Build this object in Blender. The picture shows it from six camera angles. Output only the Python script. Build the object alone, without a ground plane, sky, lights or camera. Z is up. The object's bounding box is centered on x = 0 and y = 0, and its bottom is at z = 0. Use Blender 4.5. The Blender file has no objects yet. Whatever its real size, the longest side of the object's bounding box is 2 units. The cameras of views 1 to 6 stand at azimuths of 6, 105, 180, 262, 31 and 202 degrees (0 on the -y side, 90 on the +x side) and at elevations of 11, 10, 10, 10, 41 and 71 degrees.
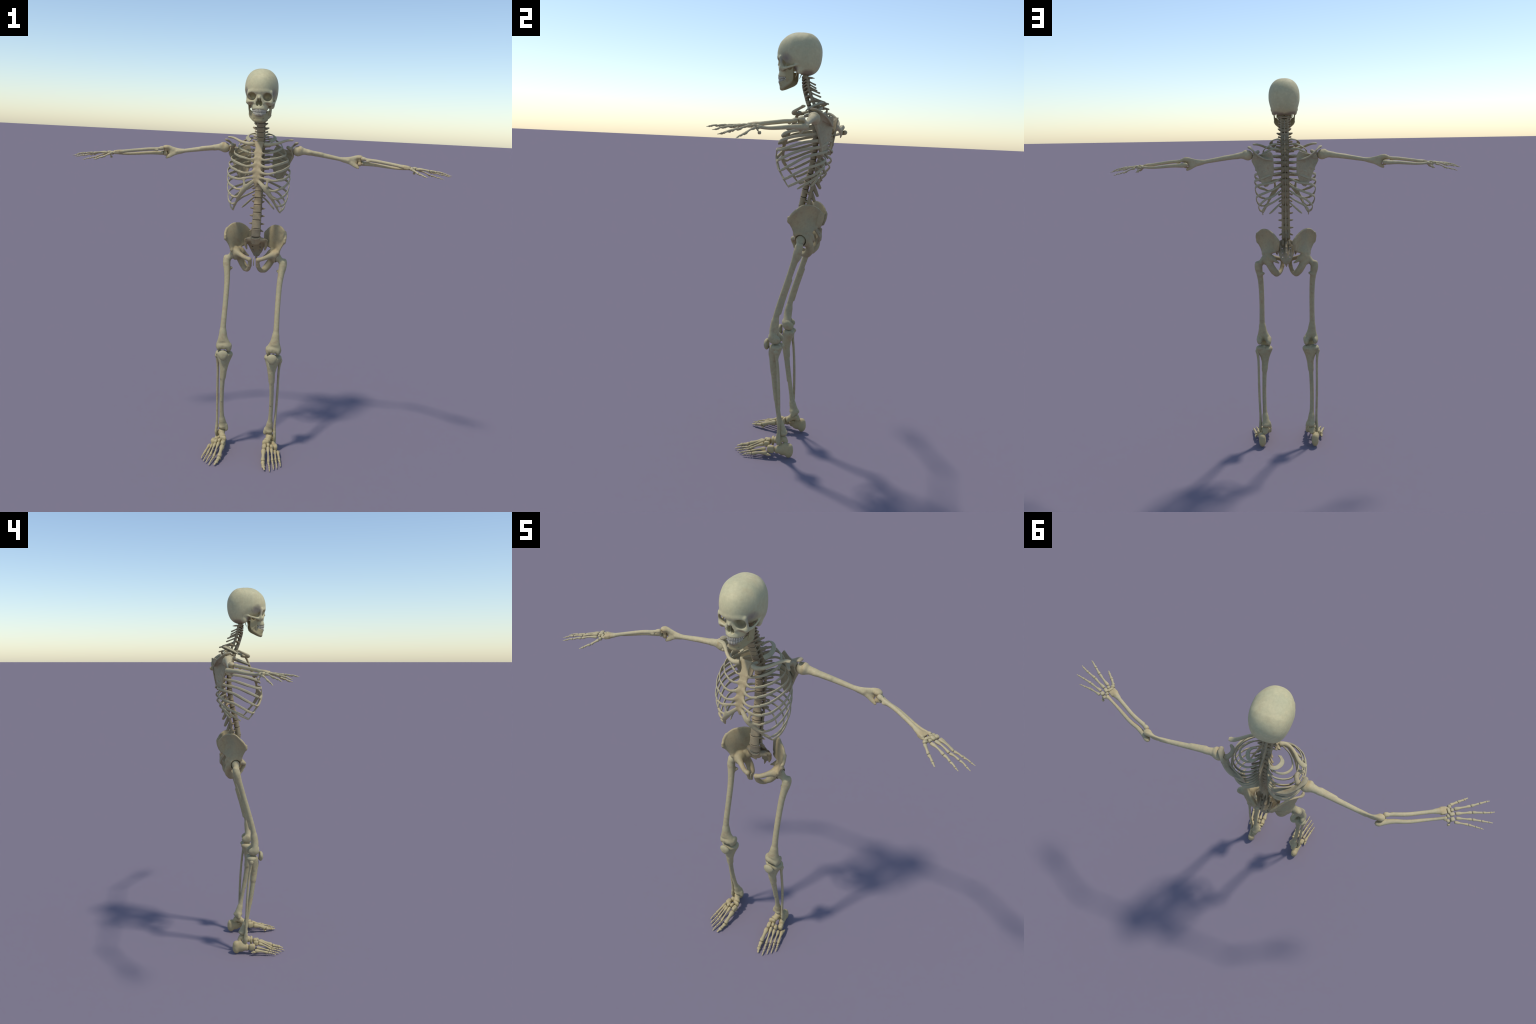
# A standing human skeleton, arms held out, built bone by bone.
# Every bone is described by anatomical landmarks (metres, z up, face towards -y)
# and modelled either as a blended implicit solid (capsules, ellipsoids, swept
# sheets, polygonised with surface nets) or as a lofted tube.  The skeleton is
# mirror symmetric: bones are described on the +x side and reflected.
import bpy, math
import numpy as np
from mathutils import Matrix, Vector

V = lambda *a: np.array(a, dtype=float)
nrm = lambda v: np.asarray(v, float) / (np.linalg.norm(v) + 1e-12)
MIR = np.array([-1.0, 1.0, 1.0])


def spline(pts, n):
    """Catmull-Rom through points of any dimension, n samples, arc-length spaced."""
    P = np.array(pts, float)
    if len(P) == 2:
        t = np.linspace(0, 1, n)[:, None]
        return P[0] * (1 - t) + P[1] * t
    Q = np.vstack([2 * P[0] - P[1], P, 2 * P[-1] - P[-2]])
    out = []
    for i in range(1, len(Q) - 2):
        t = np.linspace(0, 1, 16, endpoint=False)[:, None]
        a, b, c, d = Q[i - 1], Q[i], Q[i + 1], Q[i + 2]
        out.append(0.5 * (2 * b + (c - a) * t + (2 * a - 5 * b + 4 * c - d) * t ** 2
                          + (3 * b - a - 3 * c + d) * t ** 3))
    out = np.vstack(out + [P[-1:]])
    s = np.r_[0, np.cumsum(np.linalg.norm(np.diff(out[:, :3], axis=0), axis=1))]
    u = np.linspace(0, s[-1], n)
    return np.stack([np.interp(u, s, out[:, k]) for k in range(out.shape[1])], 1)


# ---------------------------------------------------------------- implicit solids
class Field:
    """Signed-distance grid with smooth union / subtraction of simple solids."""

    def __init__(self, lo, hi, h=0.0016):
        self.h = h
        self.lo = np.array(lo, float)
        n = np.ceil((np.array(hi, float) - self.lo) / h).astype(int) + 1
        self.ax = [self.lo[i] + h * np.arange(n[i]) for i in range(3)]
        self.d = np.full(n, 0.02, np.float32)

    def _sl(self, lo, hi):
        s = []
        for i in range(3):
            a = int(max(0, math.floor((lo[i] - self.lo[i]) / self.h)))
            b = int(min(self.d.shape[i], math.ceil((hi[i] - self.lo[i]) / self.h) + 1))
            if b <= a:
                return None
            s.append(slice(a, b))
        return tuple(s)

    def _apply(self, lo, hi, k, fn, sub, hard=False):
        m = k + 3 * self.h
        sl = self._sl(np.asarray(lo) - m, np.asarray(hi) + m)
        if sl is None:
            return self
        X = self.ax[0][sl[0]][:, None, None]
        Y = self.ax[1][sl[1]][None, :, None]
        Z = self.ax[2][sl[2]][None, None, :]
        s = fn(X, Y, Z).astype(np.float32)
        if hard:
            self.d[sl] = np.minimum(self.d[sl], s)
            return self
        return self._blend(sl, s, k, sub)

    def _blend(self, sl, s, k, sub):
        a = self.d[sl]
        if sub:
            s = -s
            hh = np.maximum(k - np.abs(a - s), 0) / max(k, 1e-9)
            self.d[sl] = np.maximum(a, s) + hh * hh * k * 0.25
        else:
            hh = np.maximum(k - np.abs(a - s), 0) / max(k, 1e-9)
            self.d[sl] = np.minimum(a, s) - hh * hh * k * 0.25
        return self

    def seg(self, a, b, ra, rb=None, k=0.004, flat=None, sub=False, hard=False):
        """Round cone a-b; flat=(axis, f) squeezes the section to f along axis."""
        a, b = np.array(a, float), np.array(b, float)
        rb = ra if rb is None else rb
        r = max(ra, rb)
        e = b - a
        L2 = float(e @ e) + 1e-12
        if flat is not None:
            n = nrm(flat[0])
            g = 1.0 / flat[1] ** 2 - 1.0

        def fn(X, Y, Z):
            px, py, pz = X - a[0], Y - a[1], Z - a[2]
            t = np.clip((px * e[0] + py * e[1] + pz * e[2]) / L2, 0, 1)
            qx, qy, qz = px - t * e[0], py - t * e[1], pz - t * e[2]
            q = qx * qx + qy * qy + qz * qz
            if flat is not None:
                q = q + g * (qx * n[0] + qy * n[1] + qz * n[2]) ** 2
            return np.sqrt(q) - (ra + (rb - ra) * t)
        return self._apply(np.minimum(a, b) - r, np.maximum(a, b) + r, k, fn, sub, hard)

    def path(self, pts, rad, k=0.004, flat=None, n=None, sub=False):
        """Sweep of changing radius along a smooth curve, blended in as one solid."""
        pts = np.array(pts, float)
        rad = np.full(len(pts), rad) if np.isscalar(rad) else np.array(rad, float)
        n = n or 6 * (len(pts) - 1) + 1
        S = spline(np.c_[pts, rad], n)
        m = S[:, 3].max()
        lo, hi = S[:, :3].min(0) - m, S[:, :3].max(0) + m
        keep = self.d
        sl = self._sl(lo - k - 4 * self.h, hi + k + 4 * self.h)
        if sl is None:
            return self
        self.d = np.full(keep.shape, 0.05, np.float32) if keep.size < 4e5 else self._scratch(keep.shape, sl)
        for i in range(n - 1):
            self.seg(S[i, :3], S[i + 1, :3], S[i, 3], S[i + 1, 3], max(k, 0.004), flat, hard=True)
        tmp, self.d = self.d, keep
        v = tmp[sl].copy()
        return self._blend(sl, v, k, sub)

    def _scratch(self, shape, sl):
        t = getattr(self, '_t', None)
        if t is None:
            t = self._t = np.full(shape, 0.05, np.float32)
        t[sl] = 0.05
        return t

    def ell(self, c, r, k=0.004, R=None, sub=False):
        """Ellipsoid with radii r along the rows of R (or the world axes)."""
        c, r = np.array(c, float), np.array(r, float)
        R = np.eye(3) if R is None else np.array(R, float)
        ext = np.sqrt(((R * r[:, None]) ** 2).sum(0))

        def fn(X, Y, Z):
            p = (X - c[0], Y - c[1], Z - c[2])
            k0 = k1 = 0
            for i in range(3):
                q = p[0] * R[i, 0] + p[1] * R[i, 1] + p[2] * R[i, 2]
                k0 = k0 + (q / r[i]) ** 2
                k1 = k1 + (q / r[i] ** 2) ** 2
            k0, k1 = np.sqrt(k0), np.sqrt(k1) + 1e-9
            return k0 * (k0 - 1) / k1
        return self._apply(c - ext, c + ext, k, fn, sub)

    def box(self, c, half, rnd, k=0.004, R=None, sub=False):
        """Rounded box with half sizes along the rows of R."""
        c, hf = np.array(c, float), np.array(half, float) - rnd
        R = np.eye(3) if R is None else np.array(R, float)
        ext = (np.abs(R) * np.array(half, float)[:, None]).sum(0)

        def fn(X, Y, Z):
            p = (X - c[0], Y - c[1], Z - c[2])
            o, ins = 0, -1e9
            for i in range(3):
                q = np.abs(p[0] * R[i, 0] + p[1] * R[i, 1] + p[2] * R[i, 2]) - hf[i]
                o = o + np.maximum(q, 0) ** 2
                ins = np.maximum(ins, q)
            return np.sqrt(o) + np.minimum(ins, 0) - rnd
        return self._apply(c - ext, c + ext, k, fn, sub)

    def drum(self, c, w, dp, hh, R, waist=0.08, rnd=0.002, k=0.003):
        """Vertebral body: elliptical drum, half width w, half depth dp, half height hh, waisted."""
        c = np.array(c, float)
        R = np.array(R, float)
        r = max(w, dp, hh) * 1.5

        def fn(X, Y, Z):
            p = (X - c[0], Y - c[1], Z - c[2])
            q = [p[0] * R[i, 0] + p[1] * R[i, 1] + p[2] * R[i, 2] for i in range(3)]
            s = 1 - waist * np.clip(1 - (q[2] / hh) ** 2, 0, 1)
            e = np.sqrt((q[0] / (w * s)) ** 2 + (q[1] / (dp * s)) ** 2)
            de = (e - 1) * min(w, dp) + rnd
            dz = np.abs(q[2]) - hh + rnd
            return np.sqrt(np.maximum(de, 0) ** 2 + np.maximum(dz, 0) ** 2) + np.minimum(np.maximum(de, dz), 0) - rnd
        return self._apply(c - r, c + r, k, fn, False)

    def func(self, lo, hi, fn, k=0.004, sub=False):
        return self._apply(lo, hi, k, fn, sub)

    def sheet(self, rowsA, rowsB, rA, rM, rB, na=40, nb=30, bulge=None, k=0.0):
        """Bone plate: ruled between two curves; sphere radii rA edge, rM middle, rB edge.
        bulge=(vector, amount) bows the middle of every rule."""
        A, B = spline(rowsA, na), spline(rowsB, na)
        pts, rad = [], []
        for j in range(nb):
            t = j / (nb - 1)
            P = A * (1 - t) + B * t
            if bulge is not None:
                s = np.sin(np.linspace(0.0, 1.0, na) * math.pi) ** 0.6
                P = P + np.array(bulge[0])[None] * (bulge[1] * 4 * t * (1 - t) * s)[:, None]
            w = abs(2 * t - 1) ** 1.8
            r = rM * (1 - w) + (rA if t < 0.5 else rB) * w
            pts.append(P)
            rad.append(np.full(na, r))
        return self.balls(np.vstack(pts), np.concatenate(rad))

    def balls(self, pts, rad):
        m = 2.5 * self.h
        for p, r in zip(pts, rad):
            sl = self._sl(p - r - m, p + r + m)
            if sl is None:
                continue
            X = self.ax[0][sl[0]][:, None, None] - p[0]
            Y = self.ax[1][sl[1]][None, :, None] - p[1]
            Z = self.ax[2][sl[2]][None, None, :] - p[2]
            self.d[sl] = np.minimum(self.d[sl], (np.sqrt(X * X + Y * Y + Z * Z) - r).astype(np.float32))
        return self

    def blur(self, n=1):
        for _ in range(n):
            for a in range(3):
                d = np.moveaxis(self.d, a, 0)
                e = d.copy()
                e[1:-1] = 0.25 * d[:-2] + 0.5 * d[1:-1] + 0.25 * d[2:]
                self.d = np.moveaxis(e, 0, a)
        return self

    def mesh(self, smooth=2):
        """Naive surface nets: returns vertices and quads."""
        d = np.ascontiguousarray(self.d)
        for a in range(3):
            np.moveaxis(d, a, 0)[0] = 0.01
            np.moveaxis(d, a, 0)[-1] = 0.01
        n = np.array(d.shape) - 1
        S = np.zeros((4,) + tuple(n), np.float32)
        quads = []
        for a in range(3):
            D = np.moveaxis(d, a, 0)
            d0, d1 = D[:-1], D[1:]
            cr = (d0 < 0) != (d1 < 0)
            idx = np.argwhere(cr)
            v0, v1 = d0[cr], d1[cr]
            t = v0 / (v0 - v1)
            pos = idx.astype(np.float32)
            pos[:, 0] += t
            o = [a] + [i for i in range(3) if i != a]
            inv = np.argsort(o)
            pos3, id3 = pos[:, inv], idx[:, inv]
            b, c = [i for i in range(3) if i != a]
            cells = []
            for db, dc in ((-1, -1), (0, -1), (0, 0), (-1, 0)):
                ce = id3.copy()
                ce[:, b] += db
                ce[:, c] += dc
                cells.append(ce)
                np.add.at(S[3], tuple(ce.T), 1)
                for q in range(3):
                    np.add.at(S[q], tuple(ce.T), pos3[:, q])
            Q = np.stack([np.ravel_multi_index(tuple(ce.T), tuple(n)) for ce in cells], 1)
            flip = (v0 < 0) if a != 1 else (v0 >= 0)
            Q[~flip] = Q[~flip][:, ::-1]
            quads.append(Q)
        Q = np.vstack(quads)
        use, invq = np.unique(Q, return_inverse=True)
        Q = invq.reshape(Q.shape)
        S = S.reshape(4, -1)[:, use]
        P = (S[:3] / S[3]).T * self.h + self.lo
        P = P.astype(float)
        E = np.vstack([Q[:, [0, 1]], Q[:, [1, 2]], Q[:, [2, 3]], Q[:, [3, 0]]])
        E = np.vstack([E, E[:, ::-1]])
        cnt = np.bincount(E[:, 0], minlength=len(P))[:, None]
        for it in range(smooth):
            for lam in (0.5, -0.52):
                acc = np.stack([np.bincount(E[:, 0], P[E[:, 1], q], len(P)) for q in range(3)], 1) / cnt
                P = P + lam * (acc - P)
        return P, Q


# ---------------------------------------------------------------- lofted tubes
def tube(pts, ra, rb, up, nring=14, cap=3, flat_ends=False, sq=1.0, blunt=0.9):
    """Loft elliptical rings along points; ra = half size along `up`-ish, rb = half size across."""
    pts = np.array(pts, float)
    n = len(pts)
    T = np.gradient(pts, axis=0)
    T /= np.linalg.norm(T, axis=1)[:, None] + 1e-12
    up = np.array(up, float)
    U = np.tile(up, (n, 1)) if up.ndim == 1 else up
    B = np.cross(T, U)
    B /= np.linalg.norm(B, axis=1)[:, None] + 1e-12
    U = np.cross(B, T)
    ra, rb = np.broadcast_to(ra, n).astype(float), np.broadcast_to(rb, n).astype(float)
    rings = []

    def ring(p, u, b, x, y):
        th = np.linspace(0, 2 * math.pi, nring, endpoint=False)
        c, s = np.cos(th), np.sin(th)
        c, s = np.sign(c) * np.abs(c) ** sq, np.sign(s) * np.abs(s) ** sq
        return p + c[:, None] * u * x + s[:, None] * b * y
    capd = lambda i: min(ra[i], rb[i]) * (0.25 if flat_ends else blunt)
    for j in range(cap, 0, -1):
        f = j / (cap + 0.0) * 0.93
        rings.append(ring(pts[0] - T[0] * capd(0) * f, U[0], B[0], ra[0] * math.sqrt(1 - f * f), rb[0] * math.sqrt(1 - f * f)))
    for i in range(n):
        rings.append(ring(pts[i], U[i], B[i], ra[i], rb[i]))
    for j in range(1, cap + 1):
        f = j / (cap + 0.0) * 0.93
        rings.append(ring(pts[-1] + T[-1] * capd(n - 1) * f, U[-1], B[-1], ra[-1] * math.sqrt(1 - f * f), rb[-1] * math.sqrt(1 - f * f)))
    P = np.vstack(rings)
    m = len(rings)
    F = []
    for i in range(m - 1):
        for j in range(nring):
            k = (j + 1) % nring
            F.append((i * nring + j, i * nring + k, (i + 1) * nring + k, (i + 1) * nring + j))
    F.append(tuple(range(nring - 1, -1, -1)))
    F.append(tuple((m - 1) * nring + j for j in range(nring)))
    return P, F


# ---------------------------------------------------------------- materials
def bone_material(name, base, tint, dark, warm=0.5, rough=0.62, scale=14.0, extra=None):
    """Old bone: cream ground, cloudy tint, small brown flecks, fine pores."""
    m = bpy.data.materials.new(name)
    m.use_nodes = True
    nt = m.node_tree
    nt.nodes.clear()
    N, L = nt.nodes.new, nt.links.new
    out = N('ShaderNodeOutputMaterial')
    bs = N('ShaderNodeBsdfPrincipled')
    bs.inputs['Roughness'].default_value = rough
    bs.inputs['Specular IOR Level'].default_value = 0.28
    L(bs.outputs[0], out.inputs[0])
    tc = N('ShaderNodeTexCoord')

    def noise(s, det=3.0, ro=0.55):
        n = N('ShaderNodeTexNoise')
        n.inputs['Scale'].default_value = s
        n.inputs['Detail'].default_value = det
        n.inputs['Roughness'].default_value = ro
        L(tc.outputs['Object'], n.inputs['Vector'])
        return n.outputs['Fac']

    def ramp(fac, a, b):
        r = N('ShaderNodeMapRange')
        r.inputs['From Min'].default_value = a
        r.inputs['From Max'].default_value = b
        L(fac, r.inputs['Value'])
        return r.outputs[0]

    def mix(fac, a, b):
        x = N('ShaderNodeMix')
        x.data_type = 'RGBA'
        L(fac, x.inputs['Factor'])
        if isinstance(a, tuple):
            x.inputs['A'].default_value = a + (1,)
        else:
            L(a, x.inputs['A'])
        if isinstance(b, tuple):
            x.inputs['B'].default_value = b + (1,)
        else:
            L(b, x.inputs['B'])
        return x.outputs['Result']

    def mul(fac, v):
        q = N('ShaderNodeMath')
        q.operation = 'MULTIPLY'
        L(fac, q.inputs[0])
        q.inputs[1].default_value = v
        return q.outputs[0]

    col = mix(ramp(noise(scale), 0.38, 0.66), base, tint)
    col = mix(mul(ramp(noise(scale * 4.2, 4.0), 0.52, 0.72), warm), col, dark)
    for e in (extra or []):
        # patch of another colour round a place: (centre, radii, colour, strength)
        c, r, colour, st = e
        mp = N('ShaderNodeMapping')
        mp.inputs['Location'].default_value = [-c[i] / r[i] for i in range(3)]
        mp.inputs['Scale'].default_value = [1.0 / r[i] for i in range(3)]
        ab = N('ShaderNodeVectorMath')
        ab.operation = 'ABSOLUTE'
        sep = N('ShaderNodeSeparateXYZ')
        L(tc.outputs['Object'], sep.inputs[0])
        ax = N('ShaderNodeMath')
        ax.operation = 'ABSOLUTE'
        L(sep.outputs[0], ax.inputs[0])
        cmb = N('ShaderNodeCombineXYZ')
        L(ax.outputs[0], cmb.inputs[0])
        L(sep.outputs[1], cmb.inputs[1])
        L(sep.outputs[2], cmb.inputs[2])
        L(cmb.outputs[0], mp.inputs['Vector'])
        ln = N('ShaderNodeVectorMath')
        ln.operation = 'LENGTH'
        L(mp.outputs[0], ln.inputs[0])
        wob = N('ShaderNodeMath')
        wob.operation = 'MULTIPLY_ADD'
        L(noise(45.0, 2.0), wob.inputs[0])
        wob.inputs[1].default_value = 0.5
        L(ln.outputs['Value'], wob.inputs[2])
        msk = ramp(wob.outputs[0], 1.25, 0.65)
        col = mix(mul(msk, st), col, colour)
    hs = N('ShaderNodeHueSaturation')
    L(col, hs.inputs['Color'])
    L(ramp(noise(scale * 9, 5.0, 0.7), 0.2, 0.8), hs.inputs['Value'])
    vr = nt.nodes[hs.name].inputs['Value'].links[0].from_node
    vr.inputs['To Min'].default_value = 0.88
    vr.inputs['To Max'].default_value = 1.12
    L(hs.outputs[0], bs.inputs['Base Color'])
    bp = N('ShaderNodeBump')
    bp.inputs['Strength'].default_value = 0.18
    bp.inputs['Distance'].default_value = 0.0012
    L(noise(230.0, 4.0), bp.inputs['Height'])
    L(bp.outputs[0], bs.inputs['Normal'])
    return m


CREAM = (0.512, 0.424, 0.242)
OLIVE = (0.403, 0.358, 0.216)
TAN = (0.439, 0.314, 0.145)
ROSE = (0.329, 0.226, 0.136)
GREY = (0.366, 0.330, 0.224)

MAT = {}
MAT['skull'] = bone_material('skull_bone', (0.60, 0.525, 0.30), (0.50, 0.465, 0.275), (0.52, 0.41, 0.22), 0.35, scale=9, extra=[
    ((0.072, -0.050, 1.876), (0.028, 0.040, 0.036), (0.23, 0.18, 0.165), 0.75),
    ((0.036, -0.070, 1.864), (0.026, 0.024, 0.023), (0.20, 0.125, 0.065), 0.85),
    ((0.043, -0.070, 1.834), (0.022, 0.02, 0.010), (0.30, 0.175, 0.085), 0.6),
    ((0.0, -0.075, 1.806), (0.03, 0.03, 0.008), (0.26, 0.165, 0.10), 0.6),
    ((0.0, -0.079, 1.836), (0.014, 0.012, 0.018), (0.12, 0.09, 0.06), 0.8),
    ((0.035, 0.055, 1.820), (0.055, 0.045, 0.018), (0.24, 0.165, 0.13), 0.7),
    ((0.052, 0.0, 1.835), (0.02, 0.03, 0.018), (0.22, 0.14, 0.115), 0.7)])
MAT['mandible'] = bone_material('mandible_bone', (0.415, 0.347, 0.176), (0.366, 0.319, 0.172), (0.366, 0.242, 0.114), 0.4, scale=16, extra=[
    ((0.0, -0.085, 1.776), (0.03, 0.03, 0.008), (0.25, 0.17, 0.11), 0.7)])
MAT['tooth'] = bone_material('tooth_enamel', (0.54, 0.49, 0.37), (0.42, 0.385, 0.30), (0.42, 0.36, 0.24), 0.3, rough=0.3, scale=60)
MAT['shaft'] = bone_material('limb_bone', (0.439, 0.369, 0.207), (0.378, 0.336, 0.198), (0.354, 0.237, 0.136), 0.55, scale=11)
MAT['arm'] = bone_material('arm_bone', CREAM, (0.451, 0.391, 0.229), (0.451, 0.325, 0.158), 0.35, scale=12, extra=[
    ((0.50, 0.135, 1.58), (0.022, 0.04, 0.045), TAN, 0.65), ((0.195, 0.118, 1.625), (0.010, 0.03, 0.03), TAN, 0.6),
    ((0.725, 0.015, 1.565), (0.03, 0.03, 0.03), TAN, 0.55)])
MAT['rib'] = bone_material('rib_bone', (0.451, 0.385, 0.233), (0.390, 0.352, 0.220), (0.403, 0.292, 0.154), 0.4, scale=18)
MAT['sternum'] = bone_material('sternum_bone', (0.439, 0.347, 0.189), (0.390, 0.303, 0.163), (0.354, 0.231, 0.114), 0.4, scale=16)
MAT['cartilage'] = bone_material('costal_cartilage', (0.439, 0.363, 0.207), (0.390, 0.341, 0.207), (0.378, 0.264, 0.132), 0.4, scale=16)
MAT['vertebra'] = bone_material('vertebra_bone', (0.378, 0.292, 0.167), (0.329, 0.270, 0.163), (0.293, 0.193, 0.110), 0.5, scale=20)
MAT['disc'] = bone_material('intervertebral_disc', (0.146, 0.110, 0.062), (0.122, 0.099, 0.062), (0.110, 0.077, 0.044), 0.5, scale=30)
MAT['scapula'] = bone_material('scapula_bone', (0.439, 0.363, 0.216), (0.366, 0.314, 0.194), (0.342, 0.220, 0.123), 0.5, scale=15)
MAT['pelvis'] = bone_material('pelvis_bone', (0.427, 0.336, 0.180), (0.354, 0.303, 0.176), (0.342, 0.226, 0.119), 0.5, scale=14)
MAT['hand'] = bone_material('hand_bone', (0.488, 0.407, 0.233), (0.439, 0.380, 0.220), TAN, 0.55, scale=45)
MAT['foot'] = bone_material('foot_bone', (0.464, 0.369, 0.189), (0.415, 0.347, 0.189), (0.390, 0.264, 0.132), 0.4, scale=40)

# ---------------------------------------------------------------- objects
ROOT = bpy.data.objects.new('human_skeleton', None)
bpy.context.scene.collection.objects.link(ROOT)
ROOT['label'] = 'weathered cream human skeleton standing with arms spread sideways'
ROOT['category'] = 'skeleton'


def group(name, parent=ROOT):
    o = bpy.data.objects.new(name, None)
    bpy.context.scene.collection.objects.link(o)
    o.parent = parent
    return o


def make_mesh(name, P, F):
    me = bpy.data.meshes.new(name)
    if isinstance(F, np.ndarray):
        me.vertices.add(len(P))
        me.vertices.foreach_set('co', np.asarray(P, np.float32).ravel())
        me.loops.add(F.size)
        me.loops.foreach_set('vertex_index', F.ravel().astype(np.int32))
        me.polygons.add(len(F))
        me.polygons.foreach_set('loop_start', np.arange(0, F.size, F.shape[1], dtype=np.int32))
        me.update(calc_edges=True)
    else:
        me.from_pydata([tuple(p) for p in P], [], F)
        me.update()
    me.shade_smooth()
    return me


def add(name, PF, mat, parent=ROOT, mesh=None):
    me = mesh or make_mesh(name, *PF)
    if not me.materials:
        me.materials.append(MAT[mat])
    o = bpy.data.objects.new(name, me)
    bpy.context.scene.collection.objects.link(o)
    o.parent = parent
    return o


def mirrored(PF):
    P, F = PF
    P = np.asarray(P) * MIR
    return (P, np.ascontiguousarray(F[:, ::-1])) if isinstance(F, np.ndarray) else (P, [tuple(reversed(f)) for f in F])


def pair(name, PF, mat, parents=(ROOT, ROOT)):
    add(name, PF, mat, parents[0])
    add(name, mirrored(PF), mat, parents[1])


# ================================================================ SKULL
# mid-line profile of the braincase (y, z), clockwise from the brow over the crown
PROFILE = V(-0.099, 1.893, -0.0975, 1.926, -0.086, 1.956, -0.066, 1.977, -0.042, 1.992, -0.0174, 1.9990,
            0.0094, 1.9998, 0.036, 1.998, 0.057, 1.994, 0.077, 1.981, 0.0935, 1.9595, 0.104, 1.9345,
            0.1065, 1.912, 0.1055, 1.890, 0.099, 1.861, 0.088, 1.839, 0.0726, 1.824, 0.057, 1.816,
            0.0458, 1.813, 0.03, 1.816, 0.012, 1.818, -0.01, 1.828, -0.035, 1.842, -0.062, 1.852,
            -0.083, 1.867, -0.094, 1.876).reshape(-1, 2)


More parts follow.
